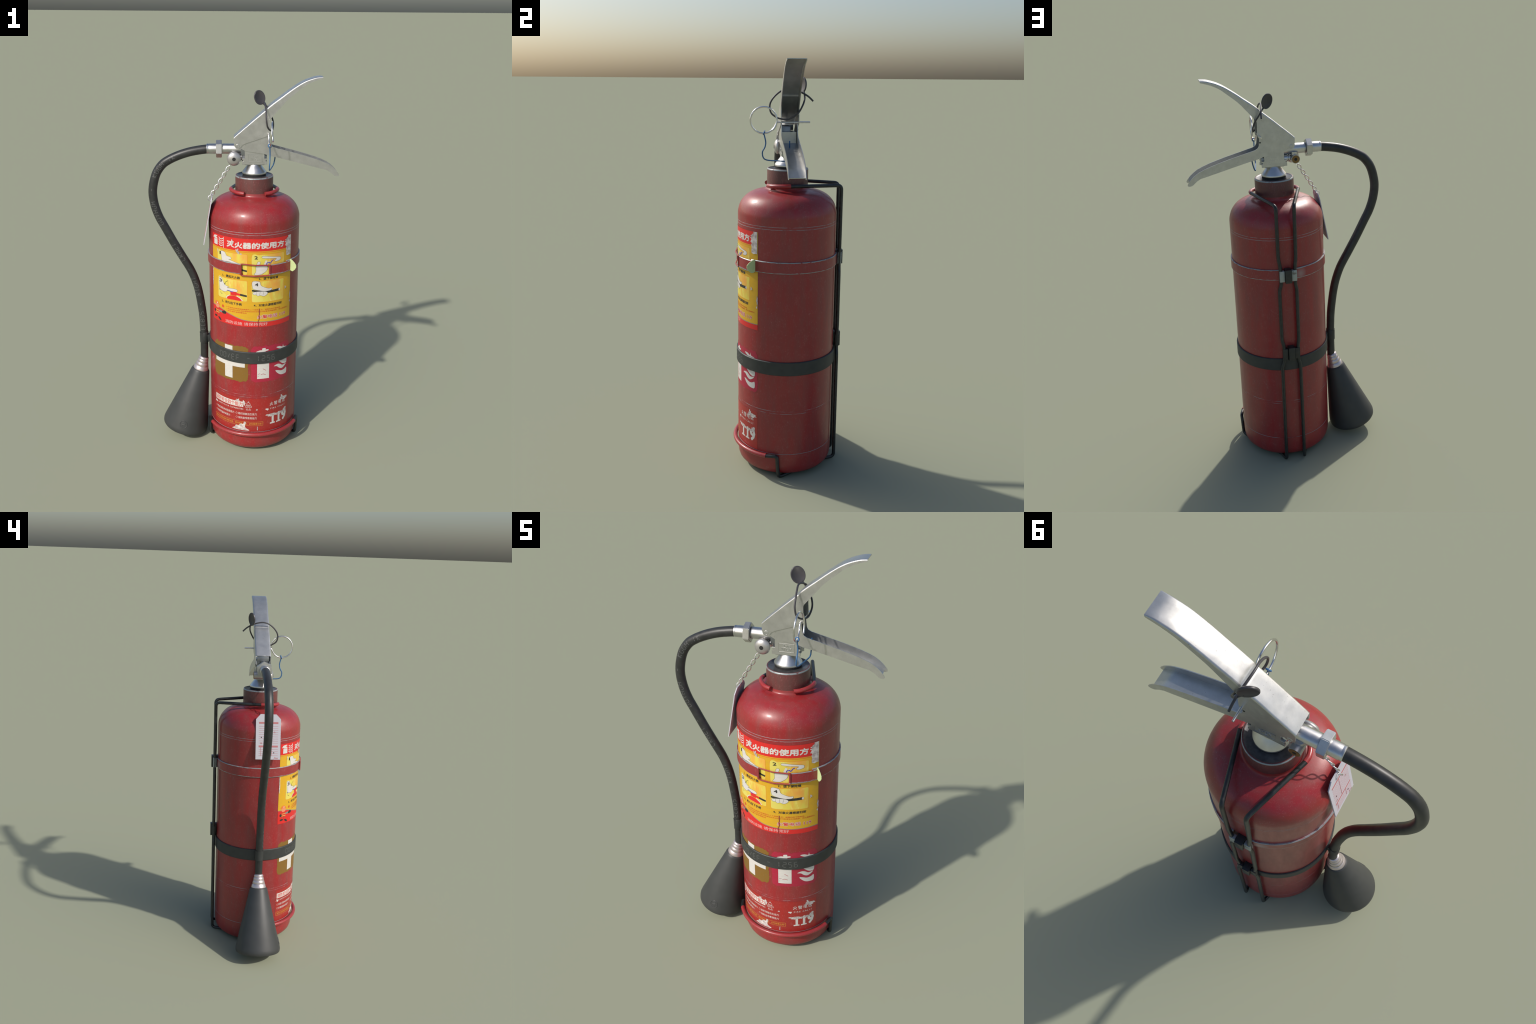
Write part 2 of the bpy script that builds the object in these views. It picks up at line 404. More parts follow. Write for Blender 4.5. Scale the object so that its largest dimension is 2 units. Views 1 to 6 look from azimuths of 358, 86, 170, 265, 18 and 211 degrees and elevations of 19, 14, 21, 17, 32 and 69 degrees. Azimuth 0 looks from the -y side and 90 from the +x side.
# horizontal outlet, nut and ferrule
OX, OZ = -0.007, 1.638
bm = lathe_bm([(0, 0.06), (0.0262, 0.06), (0.0262, -0.104), (0.0255, -0.106), (0, -0.106)][::-1], (0, OX, OZ), (1, 0, 0), 40)
add("outlet_barrel", bm, "steel", angle=30)
bm = lathe_bm([(0, -0.186), (0.0235, -0.186), (0.0258, -0.184), (0.0262, -0.180), (0.0252, -0.177), (0.0252, -0.174), (0.0262, -0.171), (0.0262, -0.135), (0, -0.135)], (0, OX, OZ), (1, 0, 0), 40)
add("hose_ferrule", bm, "steel", angle=30)
hexr = 0.0455
hexp = [(hexr * math.sin(math.radians(60 * k + 8)), hexr * math.cos(math.radians(60 * k + 8))) for k in range(6)]
bm = bmesh.new()
vs = [[bm.verts.new((x, OX + a, OZ + b)) for a, b in hexp] for x in (-0.137, -0.108)]
bm.faces.new(vs[0]); bm.faces.new(vs[1][::-1])
for k in range(6): bm.faces.new((vs[0][k], vs[0][(k + 1) % 6], vs[1][(k + 1) % 6], vs[1][k]))
bmesh.ops.bevel(bm, geom=list(bm.edges), offset=0.0022, segments=2, affect="EDGES")
add("hex_nut", bm, "alu", angle=25)

# pressure gauge: domed cap in front, brass-faced stub behind
g = [(0, 0.0), (0.0215, 0.0), (0.0215, 0.050), (0.0235, 0.066), (0.0335, 0.0860), (0.0355, 0.0890), (0.0358, 0.0920), (0.0345, 0.0955), (0.030, 0.1005), (0.020, 0.1050), (0.009, 0.1075), (0, 0.1075)]
gauge = add("pressure_gauge", lathe_bm(g, (-0.0465, 0.044, 1.5945), (0, -1, 0), 48), "gauge", angle=35)
add("gauge_spot", lathe_bm([(0, 0.1060), (0.0092, 0.1060), (0.0092, 0.1082), (0, 0.1084)], (-0.0465, 0.044, 1.5945), (0, -1, 0), 24), "hole", gauge)
add("brass_face", lathe_bm([(0.0075, -0.0002), (0.0188, -0.0002), (0.0190, -0.0012), (0.0075, -0.0012)], (-0.0465, 0.044, 1.5945), (0, -1, 0), 36), "brass", gauge)
add("brass_hole", lathe_bm([(0, -0.0008), (0.0078, -0.0008), (0.0078, 0.002), (0, 0.002)], (-0.0465, 0.044, 1.5945), (0, -1, 0), 24), "hole", gauge)
bm = None
c2 = [(0, -0.034), (0.0165, -0.034), (0.0165, -0.030), (0.013, -0.0285), (0.013, -0.0245), (0.0175, -0.023), (0.0175, -0.017), (0.0135, -0.0155), (0.0135, -0.011), (0.0185, -0.0095), (0.0185, 0.0), (0.016, 0.012), (0, 0.012)]
add("gauge_collar", lathe_bm(c2, (0, 0.004, 1.5955), (1, 0, 0), 32), "steel", angle=30)
add("gauge_neck", lathe_bm([(0, 0.0), (0.018, 0.0), (0.018, 0.03), (0, 0.03)], (-0.0465, 0.010, 1.597), (0, 0, 1), 28), "steel")

# ------------------------------------------------------------------ upper handle: pressed U channel with tapering flanges
stations = [((-0.047, 1.703), (-0.0462, 1.677)), ((-0.036, 1.713), (-0.0455, 1.661)), ((-0.024, 1.7235), (-0.0375, 1.6485)), ((-0.010, 1.7355), (-0.0235, 1.6455)),
            ((0.006, 1.7495), (-0.0105, 1.6545)), ((0.020, 1.761), (0.003, 1.6675)), ((0.053, 1.790), (0.060, 1.6875)), ((0.088, 1.819), (0.122, 1.709)),
            ((0.100, 1.829), (0.1345, 1.7175)), ((0.108, 1.8355), (0.1365, 1.745)), ((0.1130, 1.8390), (0.1350, 1.782)), ((0.1165, 1.8440), (0.1375, 1.794)), ((0.124, 1.8520), (0.145, 1.804)),
            ((0.151, 1.8735), (0.178, 1.842)), ((0.191, 1.9025), (0.217, 1.885)), ((0.220, 1.9245), (0.243, 1.908)), ((0.250, 1.9455), (0.276, 1.9345)),
            ((0.281, 1.9655), (0.301, 1.954)), ((0.314, 1.9820), (0.334, 1.9715)), ((0.353, 1.9950), (0.366, 1.983)), ((0.374, 1.9985), (0.380, 1.987)), ((0.392, 1.9990), (0.3905, 1.990))]
def channel(name, st, y0, y1, rc, thick, mat):
    bm = bmesh.new(); rows = []
    tops = catmull([(a[0], 0, a[1]) for a, b in st], 3); bots = catmull([(b[0], 0, b[1]) for a, b in st], 3)
    for i, (t, b) in enumerate(zip(tops, bots)):
        down = (b - t); L = down.length; down.normalize()
        tg = (tops[min(i + 1, len(tops) - 1)] - tops[max(i - 1, 0)]).normalized(); nrm = Vector((tg.z, 0, -tg.x))
        r = min(rc, L * 0.45); row = []
        def put(y, off): row.append(bm.verts.new((t.x + off.x, y, t.z + off.z)))
        put(y0, down * L)
        put(y0, down * (r + min(0.0012, (L - r) * 0.3)))
        for k in range(5):
            a = k / 4 * math.pi / 2
            put(y0 + r * (1 - math.cos(a)), (nrm * (1 - k / 4) * 0 + down * 1) * (r * (1 - math.sin(a))))
        for k in range(1, 4): put(y0 + r + (y1 - y0 - 2 * r) * k / 4, Vector((0, 0, 0)))
        for k in range(5):
            a = (1 - k / 4) * math.pi / 2
            put(y1 - r * (1 - math.cos(a)), down * (r * (1 - math.sin(a))))
        put(y1, down * (r + min(0.0012, (L - r) * 0.3)))
        put(y1, down * L)
        rows.append(row)
    for A, B in zip(rows, rows[1:]):
        for k in range(len(A) - 1): bm.faces.new((A[k], B[k], B[k + 1], A[k + 1]))
    ob = add(name, bm, mat, angle=40)
    md = ob.modifiers.new("sheet", "SOLIDIFY"); md.thickness = thick; md.offset = -1; md.use_even_offset = True; md.use_quality_normals = True
    dg = bpy.context.evaluated_depsgraph_get(); me = bpy.data.meshes.new_from_object(ob.evaluated_get(dg))
    ob.modifiers.clear(); old = ob.data; ob.data = me; bpy.data.meshes.remove(old); me.name = name; me.set_sharp_from_angle(angle=math.radians(30))
    # make sure the sheet grew inwards
    return ob
upper = channel("upper_handle", stations, HF, HB, 0.007, 0.0032, "alu")

# ------------------------------------------------------------------ lower handle: two side plates and a bent floor
top_edge = [(0.1265, 1.716), (0.1285, 1.694), (0.1315, 1.672), (0.138, 1.661), (0.151, 1.6535), (0.223, 1.6345), (0.291, 1.6165), (0.335, 1.6035), (0.372, 1.592), (0.407, 1.5785), (0.432, 1.567), (0.452, 1.5535), (0.470, 1.538), (0.484, 1.5215)]
tip = [(0.4895, 1.5125), (0.4885, 1.5060), (0.482, 1.5035), (0.472, 1.5045)]
bot_edge = [(0.4625, 1.5095), (0.444, 1.5255), (0.425, 1.5365), (0.388, 1.5455), (0.278, 1.5740), (0.176, 1.6000), (0.138, 1.6075), (0.108, 1.6180), (0.050, 1.627), (0.010, 1.6330), (-0.016, 1.6480)]
side = top_edge + tip + bot_edge + [(-0.034, 1.652), (-0.030, 1.672), (0.040, 1.705)]
bm = prism_bm(side, -0.0444, -0.0414)
bm = prism_bm(side, 0.0296, 0.0326, 0.0, bm)
flo = rounded([(0.1000, -0.005, 1.6210), (0.176, -0.005, 1.6025), (0.388, -0.005, 1.5485), (0.428, -0.005, 1.5380), (0.450, -0.005, 1.5245), (0.4745, -0.005, 1.5085)], 0.014, 5)
lo = [(p.x, p.z) for p in flo]
fl = []
for i, p in enumerate(flo):
    t = (flo[min(i + 1, len(flo) - 1)] - flo[max(i - 1, 0)]).normalized()
    fl.append((p.x + t.z * 0 - t.z * 0.0035, p.z + t.x * 0.0035))
bm2 = bmesh.new(); rows = []
for (x, z), (x2, z2) in zip(lo, fl):
    rows.append([bm2.verts.new(c) for c in ((x, -0.0435, z), (x, 0.0305, z), (x2, 0.0305, z2), (x2, -0.0435, z2))])
for A, B in zip(rows, rows[1:]):
    for k in range(4): bm2.faces.new((A[k], A[(k + 1) % 4], B[(k + 1) % 4], B[k]))
bm2.faces.new(rows[0]); bm2.faces.new(rows[-1][::-1])
lower = add("lower_handle", join_bm(bm, bm2), "alu", angle=18)
for y, d in ((HF, -1), (HB, 1)):
    add("rivet", lathe_bm([(0.0, -0.002), (0.0098, -0.002), (0.0096, 0.0008), (0.0084, 0.0014), (0.0074, 0.0014), (0.0066, 0.0006), (0.0, 0.0010)], (-0.0275, y, 1.6595), (0, d, 0), 24), "alu")
add("rivet", lathe_bm([(0, 0), (0.0040, 0), (0.0040, 0.0008), (0, 0.0012)], (0.1245, 0.0326, 1.6885), (0, 1, 0), 16), "hole")

# ------------------------------------------------------------------ hose and discharge horn
hose_pts = [(-0.175, 1.6375), (-0.217, 1.6325), (-0.272, 1.6220), (-0.327, 1.6045), (-0.378, 1.5810), (-0.415, 1.5540), (-0.447, 1.5040), (-0.4655, 1.4250), (-0.4600, 1.3520), (-0.4390, 1.2840),
            (-0.4075, 1.2220), (-0.3640, 1.1380), (-0.3215, 1.0620), (-0.2780, 0.9840), (-0.2520, 0.9150), (-0.2365, 0.8500), (-0.2250, 0.7740), (-0.2180, 0.7100), (-0.2145, 0.6290), (-0.2135, 0.5480), (-0.2150, 0.4640)]
hose_path = catmull([(x, -0.0075, z) for x, z in hose_pts], 6)
HR = 0.0233
hose = add("hose", tube_bm(hose_path, lambda t: HR - 0.0022 * t, 20), "hose", angle=60)
add("hose_clamp", tube_bm([Vector((-0.2145, -0.0075, 0.6230)), Vector((-0.2142, -0.0075, 0.6215)), Vector((-0.2135, -0.0075, 0.5620)), Vector((-0.2135, -0.0075, 0.5605))], lambda t: 0.0240 if 0.01 < t < 0.99 else 0.0228, 20), "rubber", angle=40)

ax = Vector((-0.0965, 0, -0.360)).normalized(); ho = Vector((-0.2165, -0.0080, 0.4720))
L = 0.443
collar = [(0.0205, -0.002), (0.0225, 0.000), (0.0270, 0.004), (0.0275, 0.012), (0.0262, 0.014), (0.0290, 0.018), (0.0315, 0.030), (0.0302, 0.032), (0.0330, 0.036), (0.0370, 0.050), (0.0355, 0.052), (0.0388, 0.056), (0.0425, 0.070), (0.0435, 0.076), (0.0415, 0.080), (0.0, 0.082)]
collar = [(0.0, -0.002)] + collar
horn_profile = [(0.0, 0.074), (0.0440, 0.074), (0.0472, 0.077), (0.0510, 0.084), (0.1268, L - 0.030), (0.1286, L - 0.018), (0.1270, L - 0.004), (0.1240, L), (0.1195, L - 0.003), (0.1160, L - 0.030), (0.0420, 0.120), (0, 0.115)]
horn = add("discharge_horn", lathe_bm(horn_profile, ho, ax, 56), "horn", angle=35)
add("horn_collar", lathe_bm(collar, ho, ax, 40), "pale", horn, angle=60)
# round moulding mark on the horn, facing the viewer side
half = math.atan2(0.1262 - 0.0485, L - 0.114)
u0 = Vector((-0.16, -0.97, 0)); u0 = (u0 - ax * u0.dot(ax)).normalized(); w0 = ax.cross(u0)
rm = 0.0485 + (0.1262 - 0.0485) * ((L - 0.060) - 0.084) / (L - 0.114)
slope = (ax * math.cos(half) + u0 * math.sin(half)).normalized(); nh = (u0 * math.cos(half) - ax * math.sin(half)).normalized()
pm = ho + ax * (L - 0.060) + u0 * (rm + 0.0002)
side_v = slope.cross(nh)
circ = [pm + (slope * math.cos(a) + side_v * math.sin(a)) * 0.0205 - nh * (0.0205 * math.sin(a)) ** 2 / (2 * rm) for a in (2 * math.pi * k / 40 for k in range(40))]
bm = tube_bm(circ, 0.0022, 8, closed=True)
sg = [(-0.006, 0.012), (0.004, 0.013), (0.009, 0.007), (0.002, 0.001), (-0.006, -0.004), (-0.008, -0.010), (0.001, -0.014), (0.008, -0.011)]
tube_bm(catmull([pm + slope * a + side_v * b - nh * b * b / (2 * rm) for b, a in sg], 4), 0.0022, 8, bm=bm)
tube_bm([pm + slope * k * 0.0138 + side_v * k * 0.0138 - nh * 0.0008 for k in (-1, 0, 1)], 0.0020, 8, bm=bm)
add("moulded_mark", bm, "horn", horn)

# ------------------------------------------------------------------ straps round the cylinder
def arc_pt(deg, r, z): a = math.radians(deg); return Vector((CX + r * math.sin(a), CY - r * math.cos(a), z))
def band_bm(a0, a1, r0, r1, z0, z1, n, lip=0.0019, mats=(0, 1), wob=0.0, bm=None):
    """flat hoop (or arc) of rectangular section with softened rims; rim faces get the second material"""
    bm = bm or bmesh.new(); full = abs(a1 - a0) >= 359.9; rows = []
    for i in range(n if full else n + 1):
        a = a0 + (a1 - a0) * i / n
        sec = [(r0, z0), (r1 - lip, z0), (r1, z0 + lip), (r1, z0 + lip * 1.9), (r1, z1 - lip * 1.9), (r1, z1 - lip), (r1 - lip, z1), (r0, z1)]
        row = []
        for j, (r, z) in enumerate(sec):
            k = 0
            if wob and j in (3, 4): k = wob * noise.noise(Vector((math.cos(math.radians(a)) * 14, math.sin(math.radians(a)) * 14, j * 7.0))) * (1 if j == 3 else -1)
            row.append(bm.verts.new(arc_pt(a, r, z + k)))
        rows.append(row)
    m = len(rows)
    for i in range(m if full else m - 1):
        A, B = rows[i], rows[(i + 1) % m]
        for j in range(8):
            f = bm.faces.new((A[j], B[j], B[(j + 1) % 8], A[(j + 1) % 8]))
            f.material_index = mats[1] if j in (1, 2, 4, 5) else mats[0]
    if not full:
        bm.faces.new(rows[0]); bm.faces.new(rows[-1][::-1])
    return bm
bm = band_bm(-171, -17.5, 0.2365, 0.2442, 1.0440, 1.0985, 150, wob=0.0024)
bm = band_bm(42, 171, 0.2365, 0.2442, 1.0440, 1.0985, 130, wob=0.0024, bm=bm)
bm = band_bm(18.5, 47.5, 0.2444, 0.2486, 1.0390, 1.0945, 36, wob=0.0020, bm=bm)
strap = add("metal_strap", bm, ["strap", "chipstrap"], angle=30)
# strap ends folded round the clasp bars
for a, zc in ((-17.0, 1.0700), (17.6, 1.0670)):
    add("strap_fold", tube_bm([arc_pt(a, 0.2478, zc - 0.0275), arc_pt(a, 0.2478, zc + 0.0275)], 0.0052, 16), "strap", strap)
clasp = [arc_pt(-16.5, 0.2492, 1.0395), arc_pt(0, 0.2487, 1.0375), arc_pt(17.5, 0.2492, 1.0385), arc_pt(17.5, 0.2492, 1.0930), arc_pt(0, 0.2487, 1.0960), arc_pt(-16.5, 0.2492, 1.1010)]
cl = []
for i, p in enumerate(clasp):
    a, c = clasp[i - 1], clasp[(i + 1) % 6]
    for k in range(5):
        t = k / 4; s, e = p + (a - p).normalized() * 0.005, p + (c - p).normalized() * 0.005
        cl.append(s * (1 - t) ** 2 + p * 2 * t * (1 - t) + e * t * t)
add("clasp_loop", tube_bm(cl, 0.0032, 10, closed=True), "sleeve", strap)
# pale flap standing out at the strap end
b0, b1 = arc_pt(47.5, 0.2445, 0), arc_pt(47.5, 0.2860, 0)
du = Vector((0.269 - 0.2365, -0.216 + 0.171, 0)).normalized()
fz = [(0.0, 1.1000), (0.006, 1.1020), (0.020, 1.0980), (0.036, 1.0900), (0.0480, 1.0800), (0.0490, 1.0680), (0.040, 1.0540), (0.024, 1.0410), (0.014, 1.0400), (0.0, 1.0435)]
bm = bmesh.new(); tn = du.cross(Vector((0, 0, 1)))
base = arc_pt(47.8, 0.2440, 0)
va = [bm.verts.new(base + du * a + tn * 0.0012 + Vector((0, 0, z))) for a, z in fz]; vb = [bm.verts.new(base + du * a - tn * 0.0012 + Vector((0, 0, z))) for a, z in fz]
bm.faces.new(va); bm.faces.new(vb[::-1])
for k in range(len(fz)): bm.faces.new((va[k], va[(k + 1) % len(fz)], vb[(k + 1) % len(fz)], vb[k]))
add("strap_flap", bm, "flap", strap, smooth=False)

rub = band_bm(0, 360, 0.2365, 0.2450, 0.5430, 0.6105, 160, lip=0.003, mats=(0, 0))
rubber = add("rubber_band", rub, "rubber", angle=40)
bm = box_bm((-0.2050, -0.0220, 0.5680), (-0.1830, 0.0070, 0.6080), 0.003)
add("hose_loop", bm, "rubber", rubber)

# ------------------------------------------------------------------ wire bracket
WR = 0.0087
wire_bm = None
for s in (-1, 1):
    def X(v): return 0.0575 + s * v
    front = [(X(0.0540), -0.1020, 1.4265), (X(0.0800), -0.0900, 1.4275), (X(0.1060), -0.0620, 1.4300), (X(0.1200), -0.0280, 1.4315), (X(0.1190), 0.0000, 1.4315)]
    neck_part = catmull(front, 5)
    def C(v, c=0.0600): return c + s * v
    run = rounded([(X(0.1190), 0.0, 1.4315), (C(0.0440, 0.0580), 0.2477, 1.4255), (C(0.0430, 0.0590), 0.2477, 1.1600), (C(0.0360, 0.0580), 0.2485, 1.1150), (C(0.0355, 0.0580), 0.2485, 1.0220), (C(0.0433), 0.2480, 0.9960),
                   (C(0.0433), 0.2480, 0.7200), (C(0.0360, 0.0580), 0.2485, 0.6900), (C(0.0360, 0.0580), 0.2485, 0.6020), (C(0.0470), 0.2480, 0.5740), (C(0.0485), 0.2480, 0.0090), (C(0.0640), 0.1900, 0.0088),
                   (X(0.2390), -0.0560, 0.0088), (X(0.2440), -0.0640, 0.1200)], 0.022, 6)
    ring_end = [arc_pt(s * a, r, z) for a, r, z in ((75.2, 0.252, 0.1230), (73, 0.251, 0.1235), (68, 0.2525, 0.1220), (62, 0.2530, 0.1210), (50, 0.2530, 0.1210))]
    path = neck_part + run[1:] + [p for p in catmull([run[-1]] + ring_end[1:], 5)][1:]
    wire_bm = tube_bm(path, WR, 12, bm=wire_bm)
bracket = add("wire_bracket", wire_bm, "black", angle=50)
bm = None
for s in (-1, 1):
    pts = [(0.0575 + s * x, y, z) for x, y, z in ((0.0530, -0.1024, 1.4265), (0.0800, -0.0900, 1.4275), (0.1060, -0.0620, 1.4300), (0.1200, -0.0280, 1.4315), (0.1190, -0.0020, 1.4315))]
    add("red_sleeve", tube_bm(catmull(pts, 6), 0.0098, 14), "sleeve", bracket, angle=50)
pts = [arc_pt(a, 0.2530, 0.1210) for a in range(-64, 65, 2)]
add("red_sleeve", tube_bm(pts, 0.0108, 16), "sleeve", bracket, angle=50)
# clips that hold the two wires together
for zc, h, mat in ((1.0700, 0.0310, "chip2"), (0.6450, 0.0330, "black")):
    mk = "clip" if mat == "chip2" else "black"
    bm = None
    for s in (-1, 1):
        x0, x1 = 0.0575 + s * 0.0175, 0.0575 + s * 0.0430
        bm = box_bm((min(x0, x1), 0.2400, zc - h * 0.92), (max(x0, x1), 0.2590, zc + h * 0.92), 0.002, bm)
    add("bracket_clip", bm, mk, bracket, angle=25)
    add("clip_plate", box_bm((0.0415, 0.2300, zc - h * 1.12), (0.0735, 0.2685, zc + h * 1.12), 0.0016), "black", bracket, angle=25)

# ------------------------------------------------------------------ safety pin, tie wire, seal
pin_path = [Vector((0.1265, 0.0880, 1.7215)), Vector((0.1265, 0.02, 1.7215)), Vector((0.1265, -0.0500, 1.7210))]
rc = Vector((0.139, -0.1270, 1.7310)); rr = 0.0600
loop = []
for k in range(0, 78):
    a = math.radians(-22 - k * 5.0)
    off = -0.0125 + 0.021 * k / 77
    loop.append(rc + Vector((off, rr * math.cos(a), rr * math.sin(a))))
full = rounded(pin_path[:2] + [Vector((0.1265, -0.0640, 1.7212)), Vector((0.1265, -0.0705, 1.7110))], 0.005, 4)[:-1] + loop
pin = add("safety_pin", tube_bm(full, 0.0041, 10), "chrome", angle=50)
bw = [(0.1305, -0.1240, 1.6660), (0.1320, -0.1165, 1.6330), (0.1310, -0.1200, 1.6080), (0.1300, -0.1310, 1.5860), (0.1285, -0.1270, 1.5600), (0.1310, -0.1080, 1.5485), (0.1400, -0.0600, 1.5460), (0.1490, -0.0060, 1.5445), (0.1560, 0.0000, 1.5560), (0.1615, -0.0080, 1.5820), (0.1640, -0.0090, 1.6100), (0.1640, -0.0090, 1.6400)]
bm = tube_bm(catmull(bw, 6), 0.0031, 10)
kn = [Vector((0.1305, -0.1240, 1.6745)) + Vector((math.cos(a) * 0.0078, math.sin(a) * 0.003, math.sin(a) * 0.0078)) for a in (2 * math.pi * k / 24 for k in range(24))]
tube_bm(kn, 0.0031, 10, closed=True, bm=bm)
add("tie_wire", bm, "blue", angle=50)
sw = [(0.1230, 0.1010, 1.8160), (0.1200, 0.0810, 1.8350), (0.1160, 0.0570, 1.8500), (0.1090, 0.0200, 1.8650), (0.1060, -0.0160, 1.8690), (0.1090, -0.0480, 1.8590), (0.1120, -0.0800, 1.8320), (0.1130, -0.0970, 1.8000), (0.1180, -0.0930, 1.7660),
      (0.1270, -0.0730, 1.7470), (0.1370, -0.0490, 1.7375), (0.1490, -0.0140, 1.7360), (0.1540, 0.0270, 1.7620), (0.1460, 0.0480, 1.7930), (0.1280, 0.0600, 1.8220), (0.1120, 0.0610, 1.8480), (0.0980, 0.0570, 1.8620)]
sealw = add("seal_wire", tube_bm(catmull(sw, 6), 0.0041, 10), "seal", angle=50)
ca = Vector((-0.36, -0.05, 0.93)).normalized(); cb = Vector((0.81, 0.47, 0.35)); cb = (cb - ca * cb.dot(ca)).normalized(); cn = ca.cross(cb); cc = Vector((0.0845, 0.0545, 1.8875))
bm = bmesh.new(); rings = []
for rad, h in ((0.0, 0.0022), (0.78, 0.0022), (0.86, 0.0040), (0.95, 0.0040), (1.0, 0.0022), (1.0, -0.0022), (0.95, -0.0040), (0.86, -0.0040), (0.78, -0.0022), (0.0, -0.0022)):
    if rad == 0: rings.append([bm.verts.new(cc + cn * h)])
    else: rings.append([bm.verts.new(cc + ca * (math.cos(a) * 0.0375 * rad) + cb * (math.sin(a) * 0.0310 * rad) + cn * h) for a in (2 * math.pi * k / 40 for k in range(40))])
for A, B in zip(rings, rings[1:]):
    for k in range(40):
        j = (k + 1) % 40
        if len(A) == 1: bm.faces.new((A[0], B[k], B[j]))
        elif len(B) == 1: bm.faces.new((A[k], B[0], A[j]))
        else: bm.faces.new((A[k], B[k], B[j], A[j]))
add("seal_disc", bm, "seal", sealw, angle=40)

# ------------------------------------------------------------------ twisted wire and paper tag
c0, c1 = Vector((-0.0680, -0.0260, 1.5560)), Vector((-0.1660, -0.0370, 1.3990))
cd = (c1 - c0).normalized(); ce = Vector((0.80, -0.2, -0.5)); ce = (ce - cd * ce.dot(cd)).normalized(); cf = cd.cross(ce)
bm = None
for ph in (0, math.pi):
    pts = []
    for k in range(101):
        t = k / 100; a = ph + t * math.pi * 5.0; grow = 1.25 if t < 0.93 else 1.0
        pts.append(c0 + (c1 - c0) * t + ce * (math.sin(a) * 0.0064 * grow) + cf * (math.cos(a) * 0.0026))
    bm = tube_bm(pts, 0.0025, 8, bm=bm)
lp = [c1 + Vector(v) for v in ((-0.002, 0.006, 0.004), (-0.012, 0.003, -0.004), (-0.014, 0.0, -0.016), (-0.006, 0.0, -0.024), (0.006, 0.0, -0.018), (0.006, -0.004, 0.0))]
tube_bm(catmull(lp, 5), 0.0022, 8, bm=bm)
add("twisted_wire", bm, "chrome", angle=50)

TZ, TX = 1.4010, -0.1600
def tag_pt(y, z, out): # out = towards -x
    n = Vector((-1, 0, 0.18)).normalized()
    return Vector((TX - (TZ - z) * 0.18, y, z)) + n * out
def sheet(name, poly, t0, t1, mat, parent, place):
    bm = bmesh.new()
    A = [bm.verts.new(place(a, b, t0)) for a, b in poly]; B = [bm.verts.new(place(a, b, t1)) for a, b in poly]
    bm.faces.new(A); bm.faces.new(B[::-1])
    for k in range(len(poly)): bm.faces.new((A[k], B[k], B[(k + 1) % len(poly)], A[(k + 1) % len(poly)]))
    return add(name, bm, mat, parent, smooth=False)
outline = [(0.0325, 1.1560), (-0.1040, 1.1555), (-0.1040, 1.3745), (-0.0795, 1.4000), (0.0080, 1.4010), (0.0330, 1.3730)]
tag = sheet("inspection_tag", outline, -0.0022, 0.0022, "tag", None, tag_pt)
def tag_rule(y0, y1, z, w): return [(y0, z - w / 2), (y1, z - w / 2), (y1, z + w / 2), (y0, z + w / 2)]
rules = [(1.3540, 0.0100), (1.2270, 0.0100)] + [(1.3360 - 0.01135 * k, 0.0013) for k in range(9)] + [(1.2100 - 0.0110 * k, 0.0013) for k in range(4)]
for z, w in rules: sheet("ruled_line", tag_rule(0.0160, -0.0900, z, w), 0.0018, 0.0026, "tagink", tag, tag_pt)
for y, z0, z1 in ((-0.0300, 1.2320, 1.3490), (0.0050, 1.1750, 1.2220), (-0.0550, 1.1750, 1.2220)):
    sheet("ruled_line", tag_rule(y - 0.0008, y + 0.0008, (z0 + z1) / 2, z1 - z0), 0.0019, 0.0028, "tagink", tag, tag_pt)
for word, y0, y1, z0, z1 in (("合", -0.0640, -0.0760, 1.2990, 1.3080), ("检", 0.0080, -0.0040, 1.2400, 1.2490), ("Ae", -0.0680, -0.0910, 1.1590, 1.1700)):
    g = fit(text_mesh(word, 1.0, 0.01), y0, y1, z0, z1)
    for v in g.verts: v.co = tag_pt(v.co.x, v.co.y, 0.0027)
    add("tag_lettering", g, "tagink", tag, smooth=False)
for y, z in ((0.0020, 1.2760), (-0.0680, 1.1930), (-0.0350, 1.3880)):
    sheet("punch_hole", [(y + 0.003 * math.cos(a), z + 0.003 * math.sin(a)) for a in (k * math.pi / 6 for k in range(12))], 0.0018, 0.0030, "hole", tag, tag_pt)

# ------------------------------------------------------------------ printed labels wrapped on the cylinder
# flat (s, z) drawings: s runs along the cylinder wall from the front line, z is height
LAYER = 0.00017
RW = 0.2382                                   # labels sit just proud of the widest part of the wall
def wrap(bm, layer, base=RW):
    xs = [v.co.x for v in bm.verts]; lo, hi = min(xs), max(xs); step = 0.005
    k = math.floor(lo / step) + 1
    while k * step < hi:
        bmesh.ops.bisect_plane(bm, geom=list(bm.verts) + list(bm.edges) + list(bm.faces), plane_co=(k * step, 0, 0), plane_no=(1, 0, 0), dist=1e-7)
        k += 1
    for v in bm.verts:
        a = v.co.x / R; r = base + layer * LAYER
        v.co = Vector((CX + r * math.sin(a), CY - r * math.cos(a), v.co.y))
    return bm
def flat_bm(polys):
    bm = bmesh.new()
    for poly in polys:
        loops = poly if isinstance(poly[0][0], (tuple, list)) else [poly]
        vecs = [[Vector((x, y, 0)) for x, y in lp] for lp in loops]
        vs = [bm.verts.new(p) for lp in vecs for p in lp]
        for t in tessellate_polygon(vecs):
            try: bm.faces.new([vs[i] for i in t])
            except ValueError: pass
    return bm
def decal(name, polys, layer, mat, parent, base=RW):
    bm = wrap(flat_bm(polys), layer, base)
    bmesh.ops.recalc_face_normals(bm, faces=bm.faces)
    return add(name, bm, mat, parent, angle=60)
